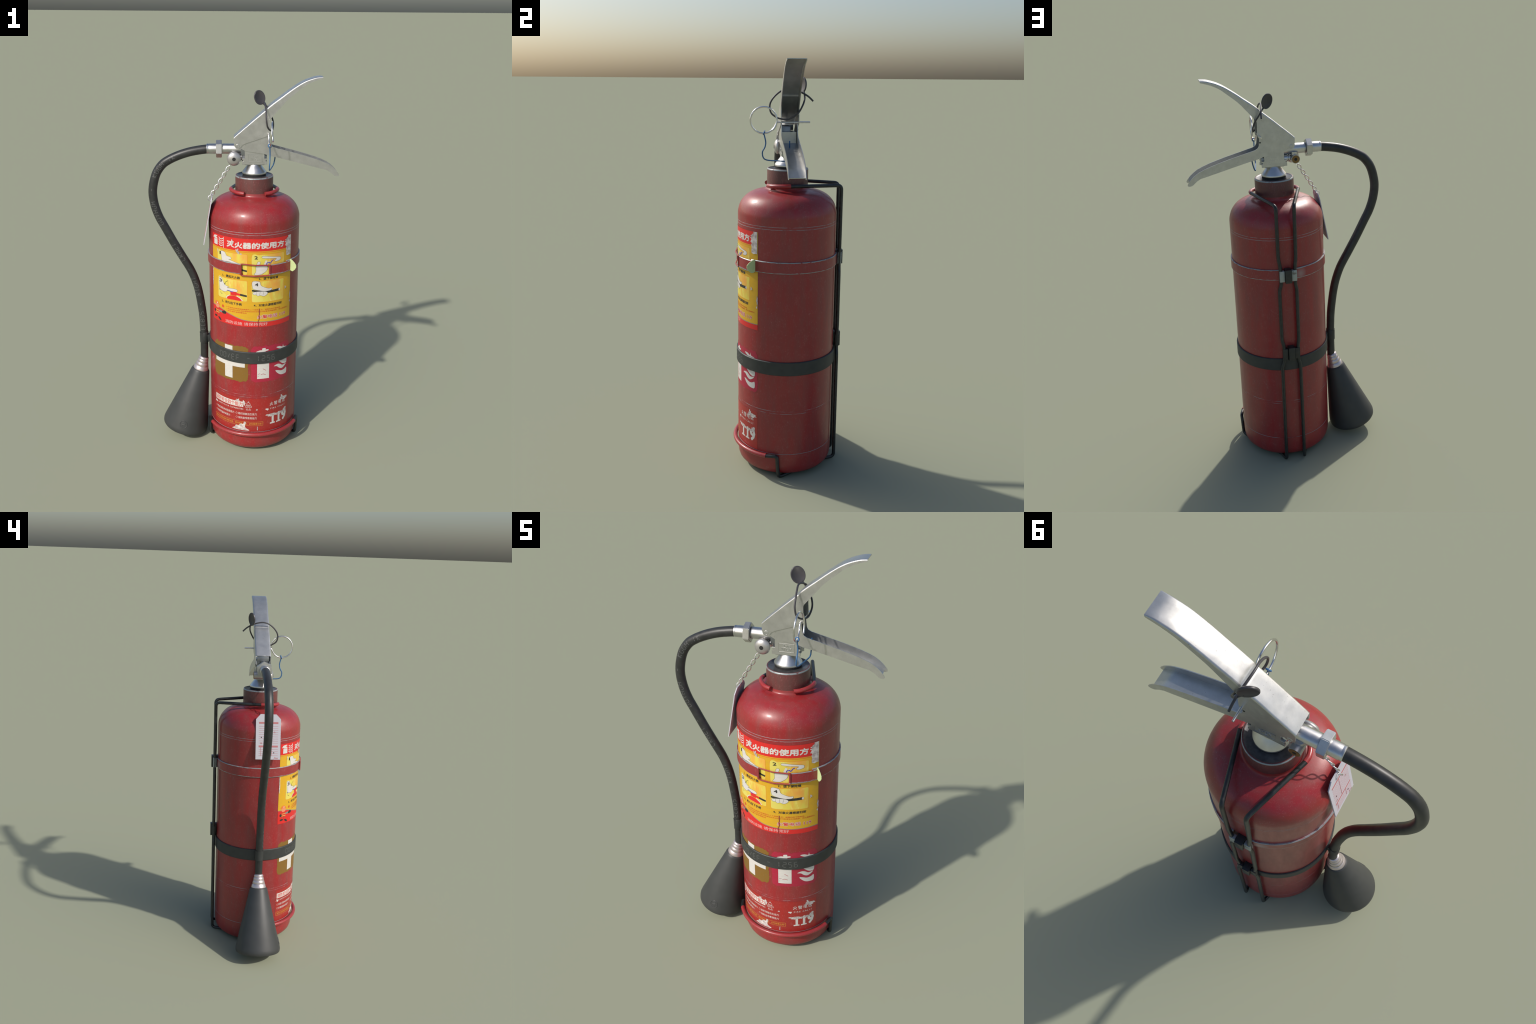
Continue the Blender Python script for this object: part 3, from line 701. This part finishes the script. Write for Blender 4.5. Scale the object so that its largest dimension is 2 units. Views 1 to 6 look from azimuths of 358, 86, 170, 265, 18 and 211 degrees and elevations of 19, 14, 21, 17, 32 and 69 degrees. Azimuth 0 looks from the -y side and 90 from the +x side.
def words(name, body, x0, x1, z0, z1, layer, mat, parent, bold=0.0, spacing=1.0, base=RW, res=2):
    """bold = stroke gain as a share of the line height, built from slightly shifted copies"""
    g = bold * (z1 - z0); bm = None
    shifts = [(0, 0)] if not g else [(-g, 0), (g, 0), (0, g), (0, -g)] if bold < 0.05 else [(g * math.cos(k * math.pi / 4), g * math.sin(k * math.pi / 4)) for k in range(8)]
    for i, (dx, dz) in enumerate(shifts):
        one = wrap(fit(text_mesh(body, spacing, 0.0, res), x0 + g + dx, x1 - g + dx, z0 + g + dz, z1 - g + dz), layer + 0.07 * i, base)
        bm = join_bm(bm, one)
    return add(name, bm, mat, parent, angle=60)
def rect(x0, x1, z0, z1, r=0.0, n=5):
    if not r: return [(x0, z0), (x1, z0), (x1, z1), (x0, z1)]
    out = []
    for cx, cz, a0 in ((x1 - r, z0 + r, -90), (x1 - r, z1 - r, 0), (x0 + r, z1 - r, 90), (x0 + r, z0 + r, 180)):
        for k in range(n + 1):
            a = math.radians(a0 + 90 * k / n); out.append((cx + r * math.cos(a), cz + r * math.sin(a)))
    return out
def stroke(pts, w):
    """ribbon of width w along a polyline"""
    L_, R_ = [], []
    for i, p in enumerate(pts):
        a, b = pts[max(i - 1, 0)], pts[min(i + 1, len(pts) - 1)]
        d = Vector((b[0] - a[0], b[1] - a[1])).normalized(); n = Vector((-d.y, d.x)) * w / 2
        L_.append((p[0] + n.x, p[1] + n.y)); R_.append((p[0] - n.x, p[1] - n.y))
    return L_ + R_[::-1]
def outline_of(poly, w):
    c = poly + [poly[0]]
    return [stroke([c[i], c[i + 1]], w) for i in range(len(poly))]
def disc2(x, z, rx, rz=None, n=20): return [(x + rx * math.cos(2 * math.pi * k / n), z + (rz or rx) * math.sin(2 * math.pi * k / n)) for k in range(n)]
def ragged(x, z, rx, rz, seed, rough=0.35, n=56):
    out = []
    for k in range(n):
        a = 2 * math.pi * k / n
        q = 1 + rough * (noise.noise(Vector((math.cos(a) * 1.3, math.sin(a) * 1.3, seed))) * 1.4 + 0.6 * noise.noise(Vector((math.cos(a) * 5, math.sin(a) * 5, seed + 9))))
        out.append((x + rx * q * math.cos(a), z + rz * q * math.sin(a)))
    return out
def brushed(x0, x1, z0, z1, seed, amp=0.0055, r=0.026):
    """rectangle with uneven brush-painted edges"""
    base = rect(x0, x1, z0, z1, r, 6); out = []
    for i, p in enumerate(base):
        q = base[(i + 1) % len(base)]; d = math.dist(p, q); m = max(1, int(d / 0.005))
        for k in range(m):
            t = k / m; s, z = p[0] + (q[0] - p[0]) * t, p[1] + (q[1] - p[1]) * t
            o = noise.noise(Vector((s * 60, z * 60, seed))) * amp + noise.noise(Vector((s * 210, z * 210, seed))) * amp * 0.5
            out.append((s + o, z + o * 1.3))
    return out
def oval(pts, sub=5): return curve2d(pts, sub, True)

# --- instruction label
swoosh = curve2d([(-0.2635, 0.836), (-0.20, 0.832), (-0.13, 0.812), (-0.06, 0.792), (0.02, 0.784), (0.10, 0.782), (0.209, 0.783)], 8)
lab = decal("instruction_label", [rect(-0.2635, 0.209, 0.7555, 1.2300)], 1.0, "lblyel", None)
decal("header_band", [rect(-0.2635, 0.205, 1.1660, 1.2305)], 2, "lblred", lab)
decal("header_rule", [rect(-0.2635, 0.205, 1.1600, 1.1615)], 2, "lblred", lab)
decal("footer_band", [swoosh + [(0.209, 0.7550), (-0.2635, 0.7550)]], 2, "lblred", lab)
decal("footer_rule", [stroke(swoosh, 0.0032)], 3, "greyink", lab)
# header pictograms: extinguisher and flames beside a rule
decal("pictogram", [rect(-0.2460, -0.2160, 1.1740, 1.2010), rect(-0.2440, -0.2180, 1.2025, 1.2050), oval([(-0.2540, 1.2060), (-0.2500, 1.2150), (-0.2420, 1.2210), (-0.2220, 1.2230), (-0.2180, 1.2190), (-0.2280, 1.2160), (-0.2180, 1.2100), (-0.2180, 1.2060), (-0.2420, 1.2060), (-0.2480, 1.2080)])], 4, "white", lab)
decal("pictogram", [rect(-0.1740, -0.1710, 1.1660, 1.2240)] + [stroke(curve2d([(-0.2060, z + 0.0085), (-0.1985, z + 0.0015), (-0.1890, z), (-0.1740, z + 0.0060)], 5), 0.0042) for z in (1.1760, 1.1875, 1.1990, 1.2105)], 4, "white", lab)
words("lettering", "灭火器的使用方", -0.1520, 0.1570, 1.1780, 1.2125, 4, "white", lab, 0.045, 1.0)
words("lettering", "法", 0.1620, 0.1980, 1.1780, 1.2125, 4, "white", lab, 0.045)
# four pictures
boxes = {"1": (-0.2150, -0.0400, 1.0400, 1.1490), "2": (-0.0165, 0.1575, 1.0400, 1.1480), "3": (-0.2130, -0.0395, 0.8950, 1.0070), "4": (-0.0160, 0.1580, 0.8930, 1.0070)}
for k, (x0, x1, z0, z1) in boxes.items():
    decal("picture_border", [rect(x0 - 0.0012, x1 + 0.0012, z0 - 0.0012, z1 + 0.0012, 0.0080)], 2, "inkorange", lab)
    decal("picture", [rect(x0, x1, z0, z1, 0.0070)], 3, "flame", lab)
    cx = x0 + 0.012 if k in "13" else x0 + 0.014
    decal("picture_glow", [oval([(x0 + 0.0015, z1 - 0.004), (x0 + 0.030, z1 - 0.002), (x0 + 0.045, z1 - 0.03), (x0 + 0.030, z0 + 0.04), (x0 + 0.055, z0 + 0.02), (x0 + 0.05, z0 + 0.003), (x0 + 0.006, z0 + 0.002), (x0 + 0.001, z0 + 0.03)])], 4, "lemon", lab)
def figure(polys, mat, layer, line=True):
    decal("hand_drawing", polys, layer, mat, lab)
    if line: decal("drawn_outline", [s for p in polys for s in outline_of(p, 0.0010)], layer + 1, "ink", lab)
# 1: hand lifting by the handle
figure([oval([(-0.190, 1.147), (-0.165, 1.147), (-0.152, 1.130), (-0.135, 1.128), (-0.125, 1.122), (-0.128, 1.114), (-0.140, 1.112), (-0.120, 1.108), (-0.090, 1.100), (-0.072, 1.094), (-0.075, 1.088), (-0.110, 1.096), (-0.150, 1.100), (-0.180, 1.094), (-0.186, 1.115)])], "white", 5)
decal("hand_drawing", [stroke([(-0.085, 1.070), (-0.060, 1.064), (-0.041, 1.060)], 0.009)], 6, "ink", lab)
decal("hand_drawing", [oval([(-0.10, 1.042), (-0.085, 1.055), (-0.070, 1.052), (-0.060, 1.042)])], 5, "inkred", lab)
# 2: hand pulling the pin
figure([oval([(0.034, 1.138), (0.050, 1.140), (0.090, 1.134), (0.130, 1.128), (0.137, 1.120), (0.132, 1.111), (0.110, 1.106), (0.100, 1.112), (0.110, 1.122), (0.070, 1.126), (0.038, 1.130)])], "white", 5)
figure([oval([(-0.004, 1.042), (0.004, 1.060), (0.004, 1.084), (0.012, 1.108), (0.018, 1.112), (0.027, 1.108), (0.024, 1.094), (0.050, 1.090), (0.064, 1.082), (0.058, 1.062), (0.040, 1.048), (0.026, 1.042)])], "white", 5)
decal("hand_drawing", [stroke(curve2d([(0.058, 1.094), (0.060, 1.102), (0.070, 1.106), (0.076, 1.100), (0.086, 1.112), (0.094, 1.117)], 4), 0.0040)], 7, "inkblue", lab)
decal("hand_drawing", [stroke([(0.060, 1.095), (0.072, 1.112)], 0.0045), stroke([(0.048, 1.094), (0.058, 1.116)], 0.010)], 6, "white", lab)
# 3: palm pressing the lever of a red extinguisher
figure([oval([(-0.205, 1.003), (-0.186, 1.001), (-0.177, 0.985), (-0.166, 0.972), (-0.150, 0.965), (-0.136, 0.962), (-0.150, 0.956), (-0.120, 0.958), (-0.098, 0.957), (-0.090, 0.951), (-0.094, 0.943), (-0.120, 0.941), (-0.146, 0.944), (-0.156, 0.934), (-0.176, 0.931), (-0.200, 0.940), (-0.205, 0.970)])], "white", 5)
decal("hand_drawing", [rect(-0.130, -0.096, 0.9210, 0.9420), [(-0.096, 0.938), (-0.076, 0.935), (-0.076, 0.924), (-0.096, 0.926)], oval([(-0.150, 0.897), (-0.146, 0.908), (-0.132, 0.917), (-0.112, 0.920), (-0.092, 0.917), (-0.075, 0.908), (-0.067, 0.897), (-0.110, 0.8965)])], 6, "lblred", lab)
decal("hand_drawing", [stroke(curve2d([(-0.157, 0.897), (-0.150, 0.910), (-0.134, 0.920)], 4), 0.004), stroke(curve2d([(-0.094, 0.920), (-0.076, 0.911), (-0.063, 0.897)], 4), 0.004)], 7, "white", lab)
decal("hand_drawing", [[(-0.076, 0.936), (-0.041, 0.930), (-0.041, 0.920), (-0.076, 0.925)]], 7, "ink", lab)
decal("hand_drawing", [stroke([(-0.150, 0.943), (-0.134, 0.941), (-0.116, 0.939)], 0.0035), stroke([(-0.204, 0.937), (-0.197, 0.933)], 0.004)], 7, "inkblue", lab)
decal("drawn_outline", [stroke(curve2d([(-0.145, 0.995), (-0.160, 0.985), (-0.166, 0.972)], 5), 0.0016), stroke([(-0.171, 0.978), (-0.166, 0.970), (-0.160, 0.977)], 0.0016), stroke([(-0.196, 0.923), (-0.190, 0.915), (-0.182, 0.918)], 0.0014)], 8, "ink", lab)
# 4: hand holding the hose towards the flames
decal("hand_drawing", [[(-0.0155, 0.962), (0.050, 0.952), (0.130, 0.958), (0.132, 0.944), (0.050, 0.940), (-0.0155, 0.952)]], 5, "ink", lab)
figure([oval([(-0.013, 1.005), (0.022, 1.005), (0.030, 0.985), (0.045, 0.975), (0.070, 0.966), (0.086, 0.966), (0.087, 0.958), (0.075, 0.953), (0.045, 0.953), (0.000, 0.962), (-0.012, 0.972)])], "white", 6)
figure([oval([(-0.012, 0.945), (0.000, 0.950), (0.030, 0.952), (0.055, 0.950), (0.066, 0.940), (0.055, 0.928), (0.040, 0.925), (0.028, 0.930), (0.014, 0.927), (0.006, 0.934), (-0.006, 0.934)])], "white", 6)
decal("drawn_outline", [stroke([(0.006, 0.948), (0.006, 0.934)], 0.001), stroke([(0.026, 0.950), (0.024, 0.932)], 0.001), stroke([(0.044, 0.950), (0.040, 0.928)], 0.001)], 7, "ink", lab)
decal("hand_drawing", [disc2(0.1310, 0.9510, 0.0048, 0.0068)], 7, "white", lab)
# numerals and captions
for k, (x, z) in {"1": (-0.2000, 1.1280), "2": (-0.0040, 1.1250), "3": (-0.2020, 0.9790), "4": (-0.0010, 0.9810)}.items():
    words("lettering", k, x, x + (0.0085 if k == "1" else 0.0175), z, z + 0.0170, 9, "ink", lab, 0.0 if k == "1" else 0.045)
for body_, x0, x1, z in (("1、提起灭火器", -0.1800, -0.0770, 1.0130), ("2、拔下保险销", 0.0180, 0.1230, 1.0130), ("3、用力压下手柄", -0.1870, -0.0680, 0.8690), ("4、对准火源根部扫射", -0.0060, 0.1480, 0.8680)):
    words("lettering", body_, x0, x1, z, z + 0.0150, 3, "ink", lab, 0.035)
decal("note_mark", [disc2(-0.1790, 0.8470, 0.0078)], 3, "inkred", lab); words("lettering", "注", -0.1835, -0.1745, 0.8425, 0.8515, 4, "lblyel", lab)
for body_, x0, x1, z in (("＊干粉灭火器使用前需要先上下摇晃几次，使筒内的干粉松动", -0.1560, 0.1380, 0.8500), ("＊灭火时要对准火源的根部由近及远左右扫射直至火焰熄灭，防止复燃伤人", -0.1560, 0.1920, 0.8400), ("＊灭火器不能倒置使用", -0.1560, -0.0430, 0.8300)):
    words("lettering", body_, x0, x1, z - 0.0030, z + 0.0042, 3, "inkred", lab, 0.004, res=1)
words("lettering", "火警电话 119", 0.0105, 0.1740, 0.8000, 0.8220, 3, "white", lab, 0.075, 1.05)
words("lettering", "火警电话 119", 0.0120, 0.1725, 0.8015, 0.8205, 4, "inkred", lab, 0.022, 1.05)
words("lettering", "消防设施 请保持完好", -0.1630, 0.0670, 0.7610, 0.7790, 4, "palepink", lab, 0.0, 1.0)
# stand-in figure of a small fireman with a hose
fig = lambda polys, mat, l: decal("printed_figure", polys, l, mat, lab)
fig([oval([(-0.246, 0.845), (-0.240, 0.858), (-0.226, 0.864), (-0.212, 0.858), (-0.203, 0.844), (-0.224, 0.848)])], "inkorange", 5)
fig([disc2(-0.2235, 0.8375, 0.0165, 0.0130)], "inkskin", 4)
fig([disc2(-0.2220, 0.8540, 0.0040)], "white", 6)
fig([oval([(-0.236, 0.824), (-0.212, 0.824), (-0.205, 0.812), (-0.208, 0.797), (-0.236, 0.797), (-0.241, 0.812)]), [(-0.234, 0.798), (-0.224, 0.798), (-0.228, 0.780), (-0.240, 0.782)], [(-0.221, 0.798), (-0.210, 0.798), (-0.204, 0.776), (-0.214, 0.774)]], "inkred", 5)
fig([rect(-0.237, -0.207, 0.7995, 0.8025), rect(-0.237, -0.207, 0.8120, 0.8140)], "lemon", 6)
fig([disc2(-0.2440, 0.8060, 0.0075, 0.0085), oval([(-0.246, 0.781), (-0.230, 0.783), (-0.226, 0.775), (-0.246, 0.772)]), oval([(-0.216, 0.777), (-0.204, 0.778), (-0.192, 0.766), (-0.194, 0.760), (-0.208, 0.766)]), oval([(-0.186, 0.815), (-0.170, 0.824), (-0.158, 0.819), (-0.160, 0.808), (-0.180, 0.806)])], "ink", 6)
fig([stroke([(-0.208, 0.812), (-0.196, 0.813), (-0.184, 0.814)], 0.0110)], "greyink", 5)
# scraped and torn places, a vertical crack
tear = []
for k in range(15): tear.append((0.171 + 0.006 * noise.noise(Vector((k * 0.9, 3, 1))) + (0.014 if k > 12 else 0), 1.130 + 0.0072 * k))
tear = tear[:] + [(0.206, 1.2310), (0.206, 1.1270), (0.196, 1.1280), (0.184, 1.1245)]
scr = decal("scraped_patch", [tear, ragged(-0.119, 1.204, 0.007, 0.013, 2.0, 0.6), ragged(-0.092, 1.160, 0.008, 0.012, 4.4, 0.8), ragged(-0.072, 1.1500, 0.005, 0.003, 6.0, 0.6), ragged(0.170, 0.955, 0.006, 0.007, 8.0, 0.9),
                              ragged(0.206, 0.905, 0.004, 0.022, 1.2, 0.5), ragged(0.204, 0.870, 0.004, 0.006, 3.2, 0.5), ragged(-0.2600, 0.990, 0.0035, 0.040, 5.2, 0.6), ragged(-0.213, 1.146, 0.003, 0.008, 5.9, 0.6)], 10, "scrape", lab)
crack = [(0.022 + 0.0035 * noise.noise(Vector((k * 0.6, 0, 5))) - (0.004 if k < 6 else 0), 0.7560 + 0.0068 * k) for k in range(16)]
decal("label_crack", [stroke(crack, 0.0036)], 10, "strap", lab)

# --- two brushed emblems with stencils
em = decal("ochre_emblem", [brushed(-0.2530, -0.0335, 0.4330, 0.6380, 1.0)], 1, "ochre", None)
decal("cross_stencil", [[(-0.168, 0.446), (-0.120, 0.446), (-0.120, 0.5175), (-0.051, 0.5175), (-0.051, 0.5610), (-0.120, 0.5610), (-0.120, 0.634), (-0.168, 0.634), (-0.168, 0.5610), (-0.240, 0.5610), (-0.240, 0.5175), (-0.168, 0.5175)]], 2, "white", em)
em = decal("crimson_emblem", [brushed(-0.0175, 0.2100, 0.4340, 0.6440, 5.0)], 1, "pink", None)
decal("extinguisher_stencil", [rect(0.0140, 0.0785, 0.4530, 0.5900), oval([(0.002, 0.604), (0.010, 0.613), (0.028, 0.620), (0.040, 0.621), (0.040, 0.630), (0.058, 0.631), (0.058, 0.623), (0.072, 0.623), (0.074, 0.616), (0.058, 0.612), (0.066, 0.600), (0.066, 0.592), (0.020, 0.592), (0.026, 0.606), (0.012, 0.604)], 3)], 2, "white", em)
decal("flame_stencil", [oval([(0.116, 0.488), (0.135, 0.485), (0.155, 0.478), (0.175, 0.480), (0.191, 0.487), (0.191, 0.456), (0.172, 0.452), (0.150, 0.456), (0.132, 0.468)], 3), oval([(0.106, 0.516), (0.126, 0.524), (0.145, 0.520), (0.162, 0.509), (0.188, 0.511), (0.172, 0.497), (0.155, 0.492), (0.138, 0.500), (0.124, 0.512)], 3),
                        oval([(0.130, 0.548), (0.150, 0.540), (0.170, 0.540), (0.191, 0.546), (0.191, 0.517), (0.170, 0.516), (0.150, 0.528)], 3), oval([(0.120, 0.624), (0.140, 0.626), (0.160, 0.618), (0.164, 0.632), (0.168, 0.618), (0.190, 0.612), (0.170, 0.604), (0.140, 0.612)], 3)], 2, "white", em)
decal("stencil_scratch", [stroke([(0.044, 0.512), (0.062, 0.500)], 0.0022), stroke([(0.018, 0.480), (0.030, 0.484)], 0.0018), stroke([(0.034, 0.478), (0.046, 0.481), (0.060, 0.476)], 0.0024), stroke([(0.016, 0.465), (0.022, 0.467)], 0.0018)], 3, "pink", em)

# --- lower notice
low = decal("lower_notice", [rect(-0.2530, 0.2100, 0.1315, 0.3330)], 1, "lblred2", None)
decal("title_panel", [rect(-0.2450, -0.0590, 0.2810, 0.3130)], 2, "white", low)
words("lettering", "消防安全四个能力", -0.2410, -0.0640, 0.2840, 0.3100, 3, "inkred", low, 0.010, 1.0)
words("lettering", "SAFETY FOUR CAPABILITIES", -0.2240, -0.0590, 0.2640, 0.2725, 2, "inkyel2" if "inkyel2" in M else "white", low, 0.0, 1.0, res=1)
for body_, x0, x1, z in (("检查消除火灾隐患能力", -0.2290, -0.1110, 0.2330), ("扑救初级火灾能力", -0.2290, -0.1370, 0.2080), ("组织疏散逃生能力", -0.0880, 0.0140, 0.2330), ("消防宣传教育能力", -0.0880, 0.0140, 0.2080)):
    words("lettering", body_, x0, x1, z - 0.0005, z + 0.0135, 2, "white", low, 0.002, res=1)
    decal("bullet_ring", [[disc2(x0 - 0.0085, z + 0.0065, 0.0052), disc2(x0 - 0.0085, z + 0.0065, 0.0042)[::-1]]], 2, "white", low)
decal("notice_frame", outline_of(rect(-0.2460, 0.0480, 0.1680, 0.1910), 0.0013), 2, "inkyel", low)
words("lettering", "请大家自觉维护消防设施，做好防火安全，切勿随意动用！", -0.2400, 0.0430, 0.1735, 0.1855, 2, "inkyel", low, 0.002, res=1)
hyd = [oval([(-0.0395, 0.296), (-0.0385, 0.306), (-0.031, 0.311), (-0.0235, 0.306), (-0.0225, 0.296)], 3), rect(-0.0410, -0.0210, 0.292, 0.296), rect(-0.0385, -0.0235, 0.268, 0.292), rect(-0.0430, -0.0190, 0.264, 0.268), rect(-0.0480, -0.0385, 0.281, 0.290), rect(-0.0235, -0.0140, 0.281, 0.290), disc2(-0.031, 0.284, 0.0042), rect(-0.033, -0.029, 0.311, 0.316)]
decal("hydrant_drawing", [s for p in hyd for s in outline_of(p, 0.0013)], 2, "white", low)
words("lettering", "火警电话", 0.0850, 0.1850, 0.2810, 0.3040, 2, "white", low, 0.004, 1.25)
words("lettering", "FIRE CALLS", 0.0900, 0.1840, 0.2600, 0.2690, 2, "white", low, 0.0, 1.3, res=1)
for x in (0.0850, 0.1230):
    decal("lettering", [[(x + 0.003, 0.170), (x + 0.033, 0.170), (x + 0.033, 0.178), (x + 0.0255, 0.178), (x + 0.0255, 0.233), (x + 0.0165, 0.233), (x + 0.0040, 0.222), (x + 0.0040, 0.214), (x + 0.0130, 0.218), (x + 0.0130, 0.178), (x + 0.003, 0.178)]], 2, "white", low)
words("lettering", "9", 0.1600, 0.1970, 0.1700, 0.2340, 2, "white", low, 0.06)
decal("scraped_patch", [oval([(-0.122, 0.140), (-0.108, 0.152), (-0.100, 0.166), (-0.086, 0.164), (-0.074, 0.178), (-0.060, 0.176), (-0.054, 0.192), (-0.044, 0.186), (-0.050, 0.166), (-0.044, 0.152), (-0.026, 0.139), (-0.070, 0.138)], 3),
                        ragged(0.090, 0.226, 0.024, 0.010, 11.0, 0.55), ragged(0.150, 0.222, 0.030, 0.010, 12.5, 0.6), ragged(0.184, 0.232, 0.014, 0.014, 13.1, 0.5), ragged(0.176, 0.306, 0.024, 0.008, 14.2, 0.7), ragged(0.160, 0.318, 0.008, 0.010, 15.0, 0.7), ragged(0.070, 0.264, 0.008, 0.007, 16.0, 0.7),
                        ragged(-0.090, 0.318, 0.010, 0.007, 17.0, 0.7), ragged(-0.056, 0.308, 0.008, 0.014, 18.0, 0.7), ragged(0.014, 0.266, 0.005, 0.003, 19.0, 0.7), ragged(0.018, 0.150, 0.0025, 0.014, 20.0, 0.6), ragged(-0.238, 0.268, 0.010, 0.006, 21.0, 0.7)], 4, "scrape", low)

# ------------------------------------------------------------------ segment-display lettering on the rubber band and the hose
SEG = {"a": ((0, 2), (1, 2)), "b": ((1, 2), (1, 1)), "c": ((1, 1), (1, 0)), "d": ((0, 0), (1, 0)), "e": ((0, 1), (0, 0)), "f": ((0, 2), (0, 1)), "g": ((0, 1), (1, 1)),
       "m": ((0.5, 2), (0.5, 1)), "n": ((0.5, 1), (0.5, 0)), "h": ((0, 1), (1, 2)), "k": ((0, 1), (1, 0)), "s": ((0.1, 0), (0.9, 2)), "l": ((0, 2), (0.5, 1)), "r": ((1, 2), (0.5, 1)), "p": ((0.4, 0.05), (0.6, 0.05))}
GLYPH = {"0": "abcdef", "1": "mn", "2": "abged", "5": "afgcd", "6": "afgecd", "/": "s", "-": "g", "E": "afged", "F": "afge", "G": "afedc", "U": "fbcde", "Y": "lrn", "H": "fbcge", "J": "bcde", "K": "fehk", "I": "mn", "R": "afbgek", "T": "amn", "B": "afbgcde", "S": "afgcd", "C": "afed", "L": "fed", ".": "p", " ": ""}
def segments(text, pitch, w, h):
    out = []
    for i, ch in enumerate(text):
        for sname in GLYPH[ch]:
            (x0, y0), (x1, y1) = SEG[sname]; gap = 0.10
            dx, dy = x1 - x0, y1 - y0
            out.append(((i * pitch + (x0 + dx * gap) * w, (y0 + dy * gap) * h / 2), (i * pitch + (x1 - dx * gap) * w, (y1 - dy * gap) * h / 2)))
    return out
bm_polys = []
for word, x0 in (("00/EF", -0.1960), ("-", -0.0390), ("1256", 0.0120)):
    for p, q in segments(word, 0.0250 if word != "1256" else 0.0262, 0.0150, 0.0300):
        bm_polys.append(stroke([(x0 + p[0], 0.5610 + p[1]), (x0 + q[0], 0.5610 + q[1])], 0.0021))
lt = decal("band_lettering", bm_polys, 1.2, "fade", rubber, 0.2450)

# hose: walk along the centre line from the horn end, letters face the front and grow outwards
rev = hose_path[::-1]; cum = [0.0]
for a, b in zip(rev, rev[1:]): cum.append(cum[-1] + (b - a).length)
def hose_pt(s, h, lift):
    i = max(j for j in range(len(cum)) if cum[j] <= s or j == 0); i = min(i, len(rev) - 2)
    t = (s - cum[i]) / (cum[i + 1] - cum[i]); c = rev[i].lerp(rev[i + 1], t)
    tg = (rev[min(i + 2, len(rev) - 1)] - rev[max(i - 1, 0)]).normalized(); out = Vector((-tg.z, 0, tg.x))
    fr = Vector((0, -1, 0)); rad = HR - 0.0022 * (1 - s / cum[-1]) + lift; ang = h / rad
    return c + (fr * math.cos(ang) + out * math.sin(ang)) * rad
bm = bmesh.new()
for word, s0 in (("ECBGS", 0.180), ("-", 0.325), ("RTGHT", 0.385), ("-", 0.535), ("CRHEI", 0.60), ("-", 0.74), ("GUYHJH", 0.825), ("-", 1.01), ("KGGH.IK", 1.085)):
    for p, q in segments(word, 0.0230, 0.0140, 0.0240):
        ln = max(2, int(math.dist(p, q) / 0.003)); prev = None
        for k in range(ln + 1):
            t = k / ln; x, y = p[0] + (q[0] - p[0]) * t, p[1] + (q[1] - p[1]) * t - 0.008
            d = Vector((q[0] - p[0], q[1] - p[1])).normalized() * 0.0008
            cur = (bm.verts.new(hose_pt(s0 + x - d.y, y + d.x, 0.0006)), bm.verts.new(hose_pt(s0 + x + d.y, y - d.x, 0.0006)))
            if prev: bm.faces.new((prev[0], cur[0], cur[1], prev[1]))
            prev = cur
add("hose_lettering", bm, "fadehose", hose, smooth=False)
